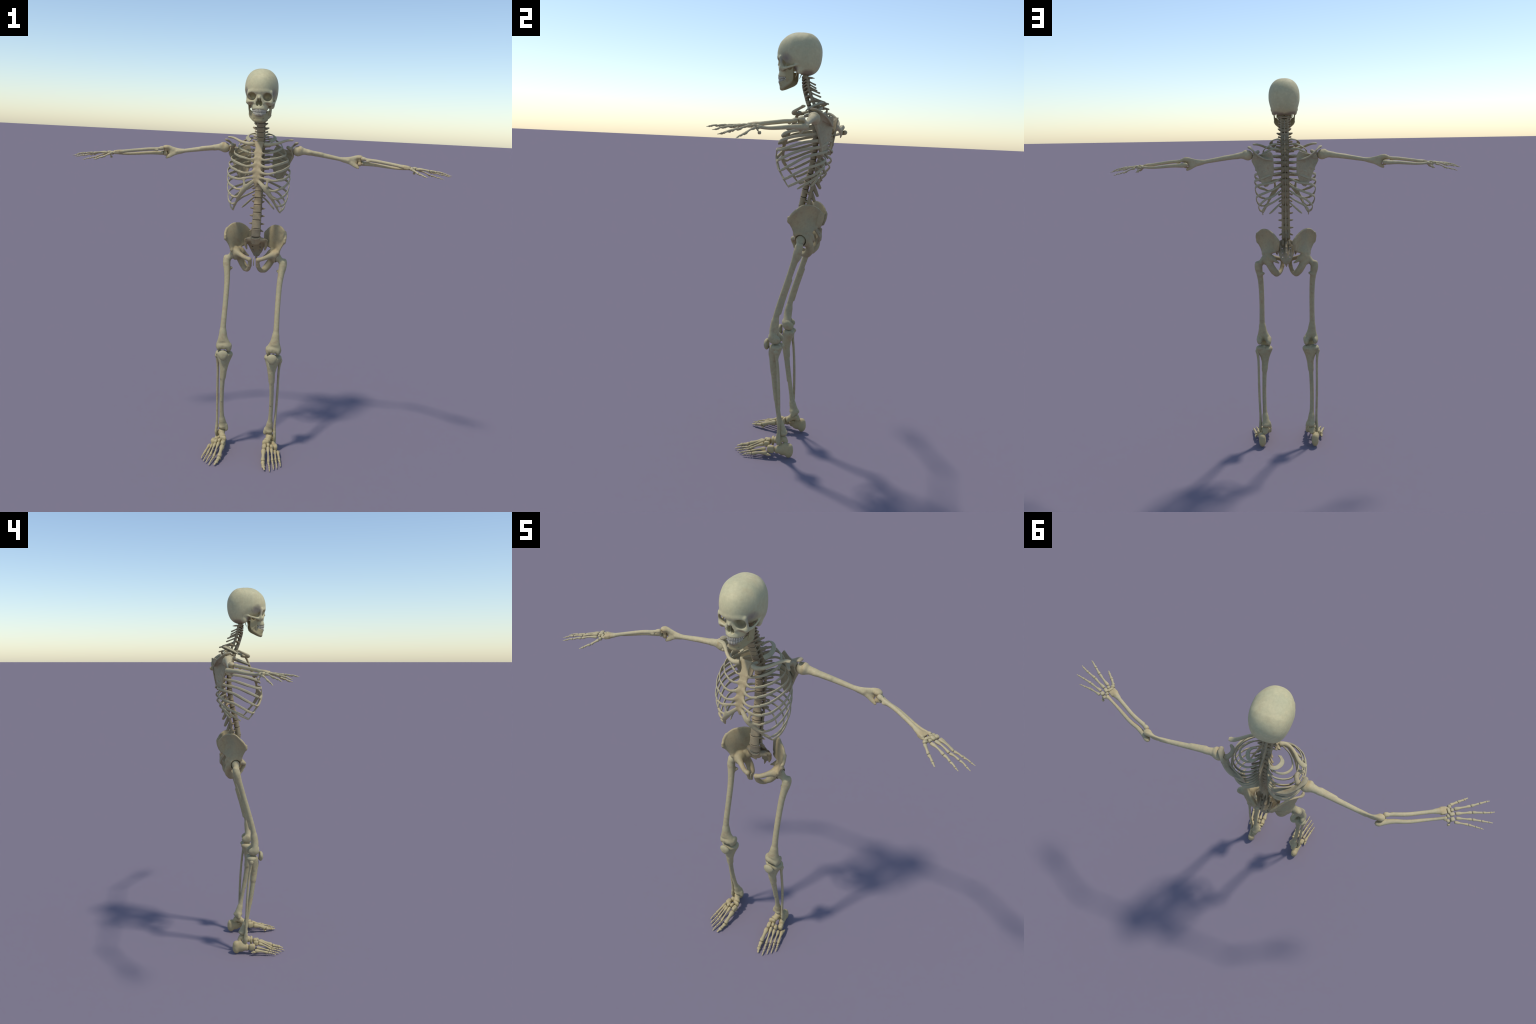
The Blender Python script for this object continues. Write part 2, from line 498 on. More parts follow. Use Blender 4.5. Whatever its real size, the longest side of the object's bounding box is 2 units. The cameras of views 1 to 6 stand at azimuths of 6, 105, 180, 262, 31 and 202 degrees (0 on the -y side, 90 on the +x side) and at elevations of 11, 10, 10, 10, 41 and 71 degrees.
def build_skull():
    F = Field((-0.088, -0.110, 1.785), (0.088, 0.114, 2.006), 0.0014)
    yc, zc = 0.004, 1.905
    th = np.arctan2(PROFILE[:, 1] - zc, PROFILE[:, 0] - yc)
    rr = np.hypot(PROFILE[:, 1] - zc, PROFILE[:, 0] - yc)
    o = np.argsort(th)
    th, rr = th[o], rr[o]
    th = np.r_[th - 2 * math.pi, th, th + 2 * math.pi]
    rr = np.tile(rr, 3)
    fine = np.linspace(-math.pi, math.pi, 721)
    R = np.interp(fine, th, rr)
    ker = np.hanning(23)
    ker /= ker.sum()
    R = np.convolve(np.r_[R[-12:-1], R, R[1:12]], ker, 'same')[11:-11]

    def cranium(X, Y, Z):
        t = np.arctan2(Z - zc, Y - yc)
        q = np.hypot(Z - zc, Y - yc)
        Rm = np.interp(t, fine, R)
        w = 0.0805 - 0.0120 * np.clip((-Y - 0.02) / 0.08, 0, 1) - 0.011 * np.clip((1.905 - Z) / 0.08, 0, 1.1) ** 2
        n = 2.35 + 1.3 * np.clip((1.905 - Z) / 0.075, 0, 1) ** 2 * np.clip((Y + 0.02) / 0.05, 0, 1) ** 2
        e = ((np.abs(X) / w) ** n + (q / Rm) ** n) ** (1 / n)
        return (e - 1) * 0.078
    F.func((-0.085, -0.105, 1.81), (0.085, 0.11, 2.0), cranium, 0.004)
    # flatten the base behind the jaw joint, keep the occipital bowl
    F.box((0, -0.016, 1.806), (0.075, 0.024, 0.018), 0.008, 0.010, sub=True)
    for s in (1, -1):
        # temporal hollow
        F.ell((s * 0.0875, -0.050, 1.868), (0.0235, 0.026, 0.036), 0.016, sub=True)
    # face: the upper jaw is a horseshoe wall under the orbits
    F.ell((0, -0.060, 1.848), (0.044, 0.028, 0.024), 0.006)
    gum = [(0.0325, -0.042, 1.8095), (0.0290, -0.060, 1.8095), (0.0195, -0.0780, 1.8095), (0, -0.0865, 1.8095)]
    upp = [(0.0350, -0.046, 1.842), (0.0330, -0.060, 1.842), (0.0215, -0.0735, 1.842), (0, -0.0790, 1.842)]
    m = lambda L: [(-x, y, z) for x, y, z in L] + L[-2::-1]
    F.sheet(m(gum), m(upp), 0.0070, 0.0070, 0.0075, na=70, nb=16)
    F.ell((0, -0.056, 1.822), (0.029, 0.020, 0.018), 0.006)
    F.path([(-0.050, -0.0725, 1.882), (-0.034, -0.0815, 1.888), (-0.012, -0.0870, 1.888), (0.012, -0.0870, 1.888),
            (0.034, -0.0815, 1.888), (0.050, -0.0725, 1.882)], [0.005, 0.0066, 0.0070, 0.0070, 0.0066, 0.005], 0.012, n=31)
    for s in (1, -1):
        # cheek bone with its frontal process and the arch back to the ear
        F.ell((s * 0.049, -0.0645, 1.838), (0.0135, 0.0115, 0.0135), 0.008)
        F.path([(s * 0.026, -0.0765, 1.840), (s * 0.041, -0.0725, 1.8385), (s * 0.054, -0.0645, 1.841)], [0.007, 0.0070, 0.0075], 0.006)
        F.path([(s * 0.055, -0.0635, 1.842), (s * 0.0580, -0.0665, 1.858), (s * 0.0570, -0.0690, 1.872), (s * 0.053, -0.0710, 1.885)],
               [0.0075, 0.0062, 0.0062, 0.0055], 0.010)
        F.path([(s * 0.055, -0.060, 1.837), (s * 0.0640, -0.046, 1.8385), (s * 0.0680, -0.026, 1.8430),
                (s * 0.0680, -0.006, 1.8485), (s * 0.0665, 0.012, 1.8530), (s * 0.064, 0.034, 1.857)],
               [0.0078, 0.0062, 0.0048, 0.0044, 0.0052, 0.005], 0.006, flat=((1, 0, 0), 0.6))
        # orbit, canine hollow
        F.ell((s * 0.0365, -0.087, 1.8645), (0.0207, 0.044, 0.0180), 0.0035, sub=True)
        F.ell((s * 0.0395, -0.082, 1.8640), (0.0195, 0.030, 0.0175), 0.0035, sub=True)
        F.ell((s * 0.040, -0.0865, 1.8290), (0.0130, 0.010, 0.0075), 0.010, sub=True)
        # mastoid, styloid
        F.ell((s * 0.055, 0.020, 1.829), (0.0100, 0.014, 0.0150), 0.014, R=[(1, 0, 0), (0, .94, .34), (0, -.34, .94)])
        F.seg((s * 0.046, 0.008, 1.828), (s * 0.040, -0.002, 1.801), 0.0028, 0.0014, 0.003)
        F.ell((s * 0.068, 0.004, 1.842), (0.005, 0.005, 0.005), 0.003, sub=True)
        F.seg((s * 0.015, 0.026, 1.818), (s * 0.014, 0.040, 1.816), 0.006, 0.006, 0.006)
    # nose root and nasal bones, then the pear-shaped opening with its septum
    F.path([(0, -0.0850, 1.883), (0, -0.0865, 1.872), (0, -0.0925, 1.859)], [0.010, 0.0082, 0.0062], 0.006)
    for s in (1, -1):
        F.path([(s * 0.007, -0.0870, 1.868), (s * 0.0120, -0.0845, 1.852), (s * 0.0165, -0.0805, 1.836)], [0.0065, 0.0068, 0.0075], 0.006)
    for s in (1, -1):
        F.ell((s * 0.0080, -0.089, 1.8325), (0.0074, 0.026, 0.0120), 0.002, sub=True)
        F.ell((s * 0.0048, -0.097, 1.8450), (0.0052, 0.024, 0.0108), 0.002, sub=True)
    F.seg((0, -0.0835, 1.853), (0, -0.0800, 1.824), 0.0016, 0.0018, 0.001)
    F.seg((0, -0.058, 1.845), (0, -0.060, 1.825), 0.010, 0.010, 0.006)
    F.ell((0, 0.030, 1.811), (0.013, 0.016, 0.010), 0.004, sub=True)
    return F.mesh(2)


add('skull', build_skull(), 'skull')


def build_mandible():
    F = Field((-0.068, -0.096, 1.738), (0.068, 0.002, 1.850), 0.0013)
    low = [(0, -0.0745, 1.7500), (0.014, -0.0715, 1.7500), (0.026, -0.0595, 1.7550), (0.037, -0.043, 1.7640), (0.046, -0.028, 1.7725), (0.0505, -0.018, 1.782)]
    upp = [(0, -0.0835, 1.777), (0.012, -0.0805, 1.778), (0.022, -0.069, 1.780), (0.029, -0.054, 1.784), (0.037, -0.042, 1.792), (0.049, -0.036, 1.800)]
    m = lambda L: [(-x, y, z) for x, y, z in L[:0:-1]] + L
    F.sheet(m(low), m(upp), 0.0052, 0.0050, 0.0052, na=90, nb=16)
    F.ell((0, -0.0745, 1.7535), (0.019, 0.0072, 0.0085), 0.006)
    for s in (1, -1):
        sc = lambda L: [(s * x, y, z) for x, y, z in L]
        back = sc([(0.0505, -0.017, 1.782), (0.052, -0.0125, 1.795), (0.0535, -0.0125, 1.815), (0.0555, -0.0125, 1.832), (0.0575, -0.014, 1.841)])
        front = sc([(0.044, -0.040, 1.783), (0.050, -0.0425, 1.797), (0.0525, -0.0425, 1.812), (0.054, -0.0415, 1.826), (0.0555, -0.0415, 1.838)])
        F.sheet(back, front, 0.0034, 0.0024, 0.0032, na=46, nb=26)
        F.ell((s * 0.0565, -0.0275, 1.8435), (0.010, 0.0105, 0.0125), 0.003, sub=True)
        F.ell((s * 0.0565, -0.0125, 1.8415), (0.0075, 0.0042, 0.0042), 0.003)
        F.ell((s * 0.0215, -0.0720, 1.7625), (0.0020, 0.006, 0.0018), 0.001, sub=True)
    F.blur(1)
    return F.mesh(2)


add('mandible', build_mandible(), 'mandible')


def tooth_mesh(name, w, dp, h, cusp):
    """A crown standing on z=0 (gum) up to z=h, width w (x), depth dp (y)."""
    n, rings = 12, []
    th = np.linspace(0, 2 * math.pi, n, endpoint=False)
    sq = lambda c: np.sign(c) * np.abs(c) ** 0.6
    for z, fw, fd in ((-0.35, 0.45, 0.5), (0.0, 0.72, 0.85), (0.3, 0.93, 1.0), (0.7, 1.0, cusp + 0.15), (0.92, 0.92, cusp), (1.0, 0.6, cusp * 0.6)):
        rings.append(np.c_[sq(np.cos(th)) * w / 2 * fw, sq(np.sin(th)) * dp / 2 * fd, np.full(n, z * h)])
    P = np.vstack(rings)
    F = [(i * n + j, i * n + (j + 1) % n, (i + 1) * n + (j + 1) % n, (i + 1) * n + j) for i in range(len(rings) - 1) for j in range(n)]
    F += [tuple(range(n - 1, -1, -1)), tuple((len(rings) - 1) * n + j for j in range(n))]
    return make_mesh(name, P, F)


def build_teeth():
    kinds = {'incisor': tooth_mesh('incisor', 0.0068, 0.0055, 0.0120, 0.45), 'canine': tooth_mesh('canine', 0.0062, 0.0065, 0.0125, 0.5),
             'premolar': tooth_mesh('premolar', 0.0058, 0.0075, 0.0105, 0.85), 'molar': tooth_mesh('molar', 0.0082, 0.0085, 0.0095, 0.95)}
    order = ['incisor', 'incisor', 'canine', 'premolar', 'premolar', 'molar', 'molar', 'molar']
    arch = spline([(0, -0.0905), (0.010, -0.0885), (0.0195, -0.079), (0.0265, -0.065), (0.0305, -0.050), (0.0325, -0.038)], 200)
    s = np.r_[0, np.cumsum(np.linalg.norm(np.diff(arch, axis=0), axis=1))]
    for upper in (True, False):
        for side in (1, -1):
            u = 0.0
            for i, kd in enumerate(order):
                w = {'incisor': 0.0070 if i == 0 else 0.0060, 'canine': 0.0062, 'premolar': 0.0058, 'molar': 0.0078}[kd] * (1 if upper else 0.93)
                c = u + w / 2
                u += w
                x, y = np.interp(c, s, arch[:, 0]), np.interp(c, s, arch[:, 1])
                x2, y2 = np.interp(c + 0.001, s, arch[:, 0]), np.interp(c + 0.001, s, arch[:, 1])
                if not upper:
                    y += 0.0020
                    x *= 0.97
                ang = math.atan2(y2 - y + (0 if upper else 0.002), side * (x2 - x / (1 if upper else 0.97)))
                hk = {'incisor': 0.0120, 'canine': 0.0125, 'premolar': 0.0105, 'molar': 0.0095}[kd]
                zg = 1.7922 + 0.004 * (c / 0.05) ** 2 + (hk if upper else -1.02 * hk)
                M = Matrix.Translation((side * x, y, zg)) @ Matrix.Rotation(ang, 4, 'Z') @ Matrix.Rotation(math.pi if upper else 0, 4, 'X')
                sc = w / {'incisor': 0.0068, 'canine': 0.0062, 'premolar': 0.0058, 'molar': 0.0082}[kd]
                M = M @ Matrix.Diagonal((sc * 0.94, 1, 1 if upper else 1.02, 1))
                o = add('tooth', None, 'tooth', SKULLP if upper else JAWP, mesh=kinds[kd])
                o.matrix_local = M


SKULLP = bpy.data.objects['skull']
JAWP = bpy.data.objects['mandible']
build_teeth()

# ================================================================ SPINE
# front edge of the vertebral bodies: y at height z
FZ = V(1.10, 1.16, 1.19, 1.217, 1.246, 1.274, 1.319, 1.346, 1.361, 1.413, 1.463, 1.496, 1.527, 1.56, 1.6, 1.64, 1.677, 1.689, 1.7145, 1.7355, 1.757, 1.78, 1.806)
FY = V(.060, .044, .036, .0345, .038, .0456, .0517, .060, .0663, .0755, .0825, .0860, .0863, .083, .075, .063, .050, .044, .036, .029, .023, .0195, .0189)
fy = lambda z: float(np.interp(z, FZ, FY))
# lower and upper face of every body, C2 downwards
LEVELS = [1.800, 1.785, 1.771, 1.757, 1.7415, 1.7223, 1.6975, 1.674, 1.651, 1.628, 1.603, 1.577, 1.551, 1.524, 1.498, 1.469,
          1.4375, 1.405, 1.3715, 1.337, 1.298, 1.260, 1.2155, 1.170]
# spinous tips (y, z)
TIPS = [(.0836, 1.7723), (.0862, 1.7578), (.0908, 1.7466), (.1048, 1.7362), (.1108, 1.7190), (.132, 1.6955),
        (.149, 1.6885), (.152, 1.665), (.154, 1.630), (.157, 1.603), (.160, 1.569), (.162, 1.541), (.164, 1.506), (.163, 1.471),
        (.161, 1.444), (.157, 1.413), (.150, 1.373), (.1390, 1.3395),
        (.1330, 1.3048), (.1230, 1.2680), (.1095, 1.2425), (.106, 1.206), (.110, 1.175)]
# half span of the transverse processes and height of their tips
SPAN = [.0285, .030, .030, .030, .032, .0385, .030, .036, .041, .043, .043, .0425, .0415, .040, .038, .036, .033, .031, .032, .037, .0375, .0375, .035]


def build_vertebra(i):
    top, bot = LEVELS[i], LEVELS[i + 1]
    cerv, thor = i < 6, 6 <= i < 18
    zc = 0.5 * (top + bot)
    a, b = V(0, fy(top), top), V(0, fy(bot), bot)
    up = nrm(a - b)
    back = nrm(np.cross(V(1, 0, 0), up) * -1)
    if back[1] < 0:
        back = -back
    f = i / 22.0
    w = np.interp(i, [0, 5, 6, 10, 17, 22], [.0130, .0170, .0190, .0150, .0195, .0245])
    dp = np.interp(i, [0, 5, 6, 10, 17, 22], [.0085, .0095, .0100, .0130, .0150, .0165])
    hh = 0.5 * np.linalg.norm(a - b) - (0.0013 if i < 18 else 0.0019)
    c = 0.5 * (a + b) + back * dp
    R = np.array([V(1, 0, 0), back, up])
    tip = V(0, *TIPS[i])
    lo = np.minimum(c, tip) - V(SPAN[i] + .012, .026, .030)
    hi = np.maximum(c, tip) + V(SPAN[i] + .012, .012, .030)
    F = Field(lo, hi, 0.0016)
    F.drum(c, w, dp, hh, R, 0.10 if i > 15 else 0.05, 0.0018)
    bb = c + back * dp                                   # back of the body
    lam = bb + back * np.interp(i, [0, 6, 22], [.013, .016, .020]) + up * (0.002 if not cerv else -.0055)  # lamina, mid line
    rP = np.interp(i, [0, 6, 12, 22], [.0032, .0040, .0042, .0050])
    dn = tip - lam
    for s in (1, -1):
        px = np.interp(i, [0, 6, 12, 22], [.0140, .0145, .0140, .0145])
        ped0 = c + V(s * px * 0.85, 0, 0) + back * dp * 0.7 + up * hh * 0.3
        ped1 = c + V(s * px * 1.15, 0, 0) + back * (dp + .010) + up * hh * 0.2
        F.seg(ped0, ped1, rP, rP, 0.003, flat=((1, 0, 0), 0.75))
        F.path([ped1, ped1 * 0.4 + lam * 0.6 + up * 0.001, lam], [rP * 1.0, rP * 1.1, rP], 0.003)
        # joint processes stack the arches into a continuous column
        F.seg(ped1 + up * (hh * 0.95) + back * 0.002, ped1 - up * (hh * 1.15) + back * 0.004, rP * (1.35 if cerv else 1.1), rP * (1.25 if cerv else 1.0), 0.003)
        if i > 17:
            F.seg(ped1 + up * hh * 0.8 + back * 0.004, lam - up * hh * 0.9 + V(s * 0.011, 0, 0), rP * 1.05, rP * 0.9, 0.003)
        elif thor:
            F.seg(lam + V(s * 0.008, 0, 0) + up * hh * 0.5, lam + V(s * 0.010, 0, 0) - up * hh * 1.25, rP * 1.1, rP * 0.8, 0.003)
        # transverse process
        if cerv:
            t1 = V(s * SPAN[i], c[1] + back[1] * dp + 0.006, c[2] + .006 + back[2] * dp)
            F.path([c + V(s * w * 0.8, 0, 0) - up * 0.001, (c + V(s * w, 0, 0)) * .5 + t1 * .5 + V(0, -.003, -.002), t1], [.0042, .0038, .0030], 0.003)
            F.path([ped1, t1 + V(0, .002, .001)], [.0042, .0032], 0.003)
        elif thor:
            t1 = ped1 * 1.0
            t1 = V(s * SPAN[i], ped1[1] + back[1] * .020 * (1 if i < 16 else .4), ped1[2] + (.004 if i < 16 else -.006))
            F.path([ped1, ped1 * .45 + t1 * .55, t1], [.0050, .0042, .0050], 0.003)
        else:
            t1 = V(s * SPAN[i], c[1] + dp * 0.95 + .008, c[2] + hh * 0.1 - .001)
            F.path([ped1 + up * 0.001, ped1 * .4 + t1 * .6, t1], [.0062, .0050, .0030], 0.004, flat=((0, 1, 0), 0.6))
    F.box(lam - back * 0.001 - up * hh * 0.15, (np.interp(i, [0, 6, 22], [.015, .019, .0165]), .0036, hh * (.85 if cerv else .98)), .003, .004, R=R)
    # spinous process
    n = nrm(np.cross(dn, V(1, 0, 0)))
    if cerv:
        F.path([lam, lam * .5 + tip * .5, tip], [.0048, .0036, .0042], 0.003, flat=((1, 0, 0), 0.8))
    elif thor:
        F.path([lam, lam * .5 + tip * .5 + V(0, .002, .001), tip], [.0062, .0050, .0042], 0.004, flat=((1, 0, 0), 0.55))
    else:
        F.path([lam + up * .002, lam * .5 + tip * .5, tip], [.0095, .0095, .0075], 0.004, flat=((1, 0, 0), 0.40))
    return F.mesh(1)


SPINE = group('spine')
for i in range(23):
    add('vertebra', build_vertebra(i), 'vertebra', SPINE)


def build_discs():
    for i in range(1, 24):
        z = LEVELS[i]
        if i < 3:
            continue
        w = np.interp(i, [0, 5, 6, 10, 17, 23], [.0130, .0170, .0190, .0150, .0195, .0240]) * 0.90
        dp = np.interp(i, [0, 5, 6, 10, 17, 23], [.0085, .0095, .0100, .0130, .0150, .0165]) * 0.90
        a, b = V(0, fy(z + .012), z + .012), V(0, fy(z - .012), z - .012)
        up = nrm(a - b)
        back = nrm(np.cross(up, V(1, 0, 0)))
        if back[1] < 0:
            back = -back
        c = V(0, fy(z), z) + back * dp * 1.11
        n, hh = 28, 0.0026
        th = np.linspace(0, 2 * math.pi, n, endpoint=False)
        ring = lambda u, s: c + up * u + np.cos(th)[:, None] * V(1, 0, 0) * w * s + np.sin(th)[:, None] * back * dp * s
        P = np.vstack([ring(-hh, .9), ring(-hh * .4, 1), ring(hh * .4, 1), ring(hh, .9)])
        Fc = [(k * n + j, k * n + (j + 1) % n, (k + 1) * n + (j + 1) % n, (k + 1) * n + j) for k in range(3) for j in range(n)]
        Fc += [tuple(range(n - 1, -1, -1)), tuple(3 * n + j for j in range(n))]
        add('intervertebral_disc', (P, Fc), 'disc', SPINE)


build_discs()


def build_atlas():
    F = Field((-.048, .008, 1.785), (.048, .088, 1.825), 0.0014)
    ring = [(math.sin(t) * .0185, .042 - math.cos(t) * (.0185 if math.cos(t) > 0 else .024), 1.8045 + .002 * math.cos(t)) for t in np.linspace(0, 2 * math.pi, 17)]
    F.path(ring, .0038, .002, n=33)
    F.seg((0, .062, 1.803), (0, .0765, 1.8013), .0045, .0028, .004, flat=((0, 0, 1), .7))
    F.ell((0, .0225, 1.8035), (.006, .004, .005), .003)
    F.seg((0, .031, 1.792), (0, .031, 1.8135), .0052, .0042, .002)
    for s in (1, -1):
        F.ell((s * .018, .037, 1.806), (.0085, .011, .0075), .004)
        F.path([(s * .020, .038, 1.803), (s * .029, .042, 1.8005), (s * .0375, .046, 1.7995)], [.0048, .0036, .0032], .003)
    return F.mesh(1)


add('atlas_vertebra', build_atlas(), 'vertebra', SPINE)


def build_sacrum():
    F = Field((-.064, .030, 1.030), (.064, .165, 1.185), 0.0015)
    mid = [(.066, 1.155), (.090, 1.140), (.114, 1.120), (.133, 1.098), (.143, 1.078), (.1425, 1.060)]
    half = [.050, .050, .042, .033, .024, .012]
    A = [(-h, y + .004, z) for h, (y, z) in zip(half, mid)]
    B = [(h, y + .004, z) for h, (y, z) in zip(half, mid)]
    F.sheet(A, B, .0045, .0085, .0045, na=44, nb=44)
    F.blur(1)
    F.drum((0, .064, 1.153), .0245, .019, .0185, [(1, 0, 0), (0, .87, .5), (0, -.5, .87)], .05, .002, .004)
    for s in (1, -1):
        F.path([(s * .024, .068, 1.155), (s * .040, .082, 1.150), (s * .052, .090, 1.145)], [.013, .012, .009], .006)
        F.path([(s * .052, .090, 1.146), (s * .053, .094, 1.120), (s * .048, .096, 1.098)], [.009, .008, .004], .006)
        F.path([(s * .016, .100, 1.165), (s * .018, .112, 1.150)], [.006, .006], .005)
        for (y, z, x) in ((.104, 1.130, .022), (.125, 1.110, .0205), (.138, 1.0915, .0185)):
            F.seg((s * x, y - .03, z - .012), (s * x, y + .035, z + .008), .0036, .0036, .002, sub=True)
        F.seg((s * .012, .1425, 1.058), (s * .0155, .1430, 1.062), .004, .003, .003)
    F.path([(0, .094, 1.163), (0, .118, 1.145), (0, .139, 1.122), (0, .149, 1.100), (0, .1475, 1.080)], [.006, .0075, .0075, .0065, .0045], .006)
    for (y, z) in ((.110, 1.157), (.132, 1.138), (.150, 1.110)):
        F.ell((0, y, z), (.0055, .006, .006), .004)
    for s in (1, -1):
        F.path([(s * .030, .112, 1.142), (s * .028, .128, 1.122), (s * .024, .142, 1.098)], [.0055, .0055, .0045], .005)
    return F.mesh(2)


add('sacrum', build_sacrum(), 'vertebra', SPINE)
F = Field((-.018, .120, 1.028), (.018, .156, 1.066), .0013)
F.path([(0, .1425, 1.057), (0, .1415, 1.050), (0, .1385, 1.0425), (0, .1355, 1.0385)], [.0065, .0055, .0036, .0026], .002)
F.ell((0, .1425, 1.054), (.0105, .0035, .0032), .002)
F.ell((0, .1400, 1.047), (.0070, .0032, .0030), .002)
add('coccyx', F.mesh(1), 'vertebra', SPINE)

# ================================================================ RIB CAGE
# control points from the vertebra round to the costo-chondral end
RIBS = [
    [(0.0190, 0.0960, 1.6840), (0.0260, 0.1150, 1.6900), (0.0400, 0.1290, 1.6920), (0.0600, 0.1200, 1.6870), (0.0700, 0.0960, 1.6760), (0.0660, 0.0760, 1.6660), (0.0500, 0.0600, 1.6570)],
    [(0.0190, 0.1020, 1.6640), (0.0360, 0.1220, 1.6680), (0.0580, 0.1330, 1.6680), (0.0850, 0.1260, 1.6560), (0.1045, 0.1040, 1.6420), (0.1100, 0.0750, 1.6280), (0.0940, 0.0410, 1.6150), (0.0720, 0.0160, 1.6060), (0.0500, 0.0015, 1.6000)],
    [(0.0180, 0.1120, 1.6370), (0.0360, 0.1360, 1.6430), (0.0600, 0.1480, 1.6450), (0.0920, 0.1400, 1.6320), (0.1180, 0.1180, 1.6150), (0.1310, 0.0820, 1.5970), (0.1220, 0.0360, 1.5880), (0.0940, -0.0040, 1.5780), (0.0610, -0.0263, 1.5720)],
    [(0.0180, 0.1180, 1.6090), (0.0380, 0.1460, 1.6110), (0.0640, 0.1580, 1.6090), (0.0980, 0.1510, 1.5962), (0.1280, 0.1260, 1.5795), (0.1445, 0.0800, 1.5671), (0.1380, 0.0300, 1.5607), (0.1120, -0.0180, 1.5506), (0.0777, -0.0421, 1.5395)],
    [(0.0180, 0.1220, 1.5790), (0.0380, 0.1500, 1.5800), (0.0660, 0.1640, 1.5771), (0.1030, 0.1570, 1.5641), (0.1340, 0.1310, 1.5518), (0.1520, 0.0800, 1.5429), (0.1480, 0.0260, 1.5341), (0.1250, -0.0250, 1.5197), (0.0952, -0.0486, 1.5103)],
    [(0.0180, 0.1240, 1.5510), (0.0380, 0.1530, 1.5510), (0.0680, 0.1680, 1.5462), (0.1060, 0.1600, 1.5333), (0.1380, 0.1330, 1.5212), (0.1570, 0.0800, 1.5113), (0.1540, 0.0260, 1.4939), (0.1340, -0.0240, 1.4772), (0.1062, -0.0538, 1.4728)],
    [(0.0180, 0.1250, 1.5260), (0.0380, 0.1540, 1.5240), (0.0680, 0.1690, 1.5180), (0.1060, 0.1620, 1.5032), (0.1390, 0.1340, 1.4908), (0.1580, 0.0800, 1.4802), (0.1550, 0.0280, 1.4613), (0.1370, -0.0180, 1.4397), (0.1107, -0.0447, 1.4277)],
    [(0.0180, 0.1250, 1.4960), (0.0380, 0.1520, 1.4888), (0.0680, 0.1680, 1.4768), (0.1060, 0.1610, 1.4706), (0.1380, 0.1350, 1.4618), (0.1555, 0.0860, 1.4460), (0.1540, 0.0360, 1.4175), (0.1420, 0.0020, 1.3979), (0.1257, -0.0216, 1.3851)],
    [(0.0180, 0.1240, 1.4670), (0.0360, 0.1490, 1.4540), (0.0680, 0.1640, 1.4398), (0.1030, 0.1580, 1.4256), (0.1330, 0.1340, 1.4123), (0.1510, 0.0900, 1.3961), (0.1500, 0.0460, 1.3723), (0.1410, 0.0120, 1.3529), (0.1260, -0.0100, 1.3437)],
    [(0.0180, 0.1220, 1.4370), (0.0360, 0.1460, 1.4250), (0.0680, 0.1600, 1.4051), (0.0980, 0.1520, 1.3930), (0.1250, 0.1260, 1.3700), (0.1395, 0.0880, 1.3525), (0.1385, 0.0500, 1.3306), (0.1300, 0.0260, 1.3191), (0.1183, 0.0081, 1.3105)],
    [(0.0180, 0.1180, 1.4020), (0.0340, 0.1360, 1.3934), (0.0640, 0.1460, 1.3758), (0.0900, 0.1380, 1.3621), (0.1120, 0.1140, 1.3421), (0.1210, 0.0840, 1.3230), (0.1200, 0.0520, 1.3025)],
    [(0.0180, 0.1140, 1.3720), (0.0300, 0.1240, 1.3640), (0.0520, 0.1260, 1.3440), (0.0700, 0.1160, 1.3260), (0.0836, 0.1034, 1.3136)],
]
CAGE = group('rib_cage')


def build_rib(i):
    n = 64 if i < 11 else 40
    P = spline(RIBS[i], n)
    t = np.linspace(0, 1, n)
    axis = V(0, .055, 0)
    out = P - axis
    out[:, 2] = 0
    out /= np.linalg.norm(out, axis=1)[:, None]
    T = np.gradient(P, axis=0)
    T /= np.linalg.norm(T, axis=1)[:, None]
    W = np.cross(T, out)                                   # band height direction
    W /= np.linalg.norm(W, axis=1)[:, None]
    if i == 0:                                             # first rib lies flat
        W = out * 0.97 + V(0, 0, -.30)
        hgt = np.interp(t, [0, .12, .3, .55, .8, 1], [.0045, .0045, .0075, .0092, .0098, .0098])
        thk = np.full(n, .0028)
    elif i == 1:
        W = W * np.sign(W[:, 2:3] + 1e-6) * 0.75 + out * np.interp(t, [0, .4, .8, 1], [.3, -.75, -.5, 0])[:, None]
        hgt = np.interp(t, [0, .1, .3, .6, 1], [.0042, .0042, .0052, .0058, .0052])
        thk = np.full(n, .0026)
    else:
        hm = [0, 0, .0058, .0064, .0064, .0066, .0066, .0064, .0062, .0058, .0058, .0052][i]
        if i < 10:
            hgt = np.interp(t, [0, .05, .15, .35, .7, .93, 1], [.0048, .0040, .0050, hm, hm, hm * 1.02, hm * .95])
            thk = np.interp(t, [0, .05, .15, .5, 1], [.0042, .0036, .0036, .0024, .0027])
        else:
            hgt = np.interp(t, [0, .06, .5, .8, .95, 1], [.0044, .0038, hm, hm * 1.0, hm * .80, hm * .55])
            thk = np.interp(t, [0, .3, 1], [.0038, .0030, .0022])
    # tubercle knob behind the transverse process
    if 1 <= i < 11:
        bump = np.exp(-((t - (.10 if i < 10 else .12)) / .02) ** 2)
        thk = thk + .0016 * bump
        hgt = hgt + .0008 * bump
    return tube(P, hgt, thk, W, nring=20, flat_ends=(i < 10), sq=0.72)


for i in range(12):
    pair('rib', build_rib(i), 'rib', (CAGE, CAGE))

# ---- sternum with the costal cartilages grown on to it
STERN = [(.0145, 1.6500, .0215), (.0060, 1.634, .0165), (.0000, 1.622, .0125), (-.0085, 1.602, .0145), (-.0200, 1.574, .0140), (-.0345, 1.540, .0130),
         (-.0455, 1.512, .0160), (-.0515, 1.488, .0135), (-.0530, 1.466, .0085), (-.0530, 1.454, .0060), (-.0490, 1.437, .0035)]


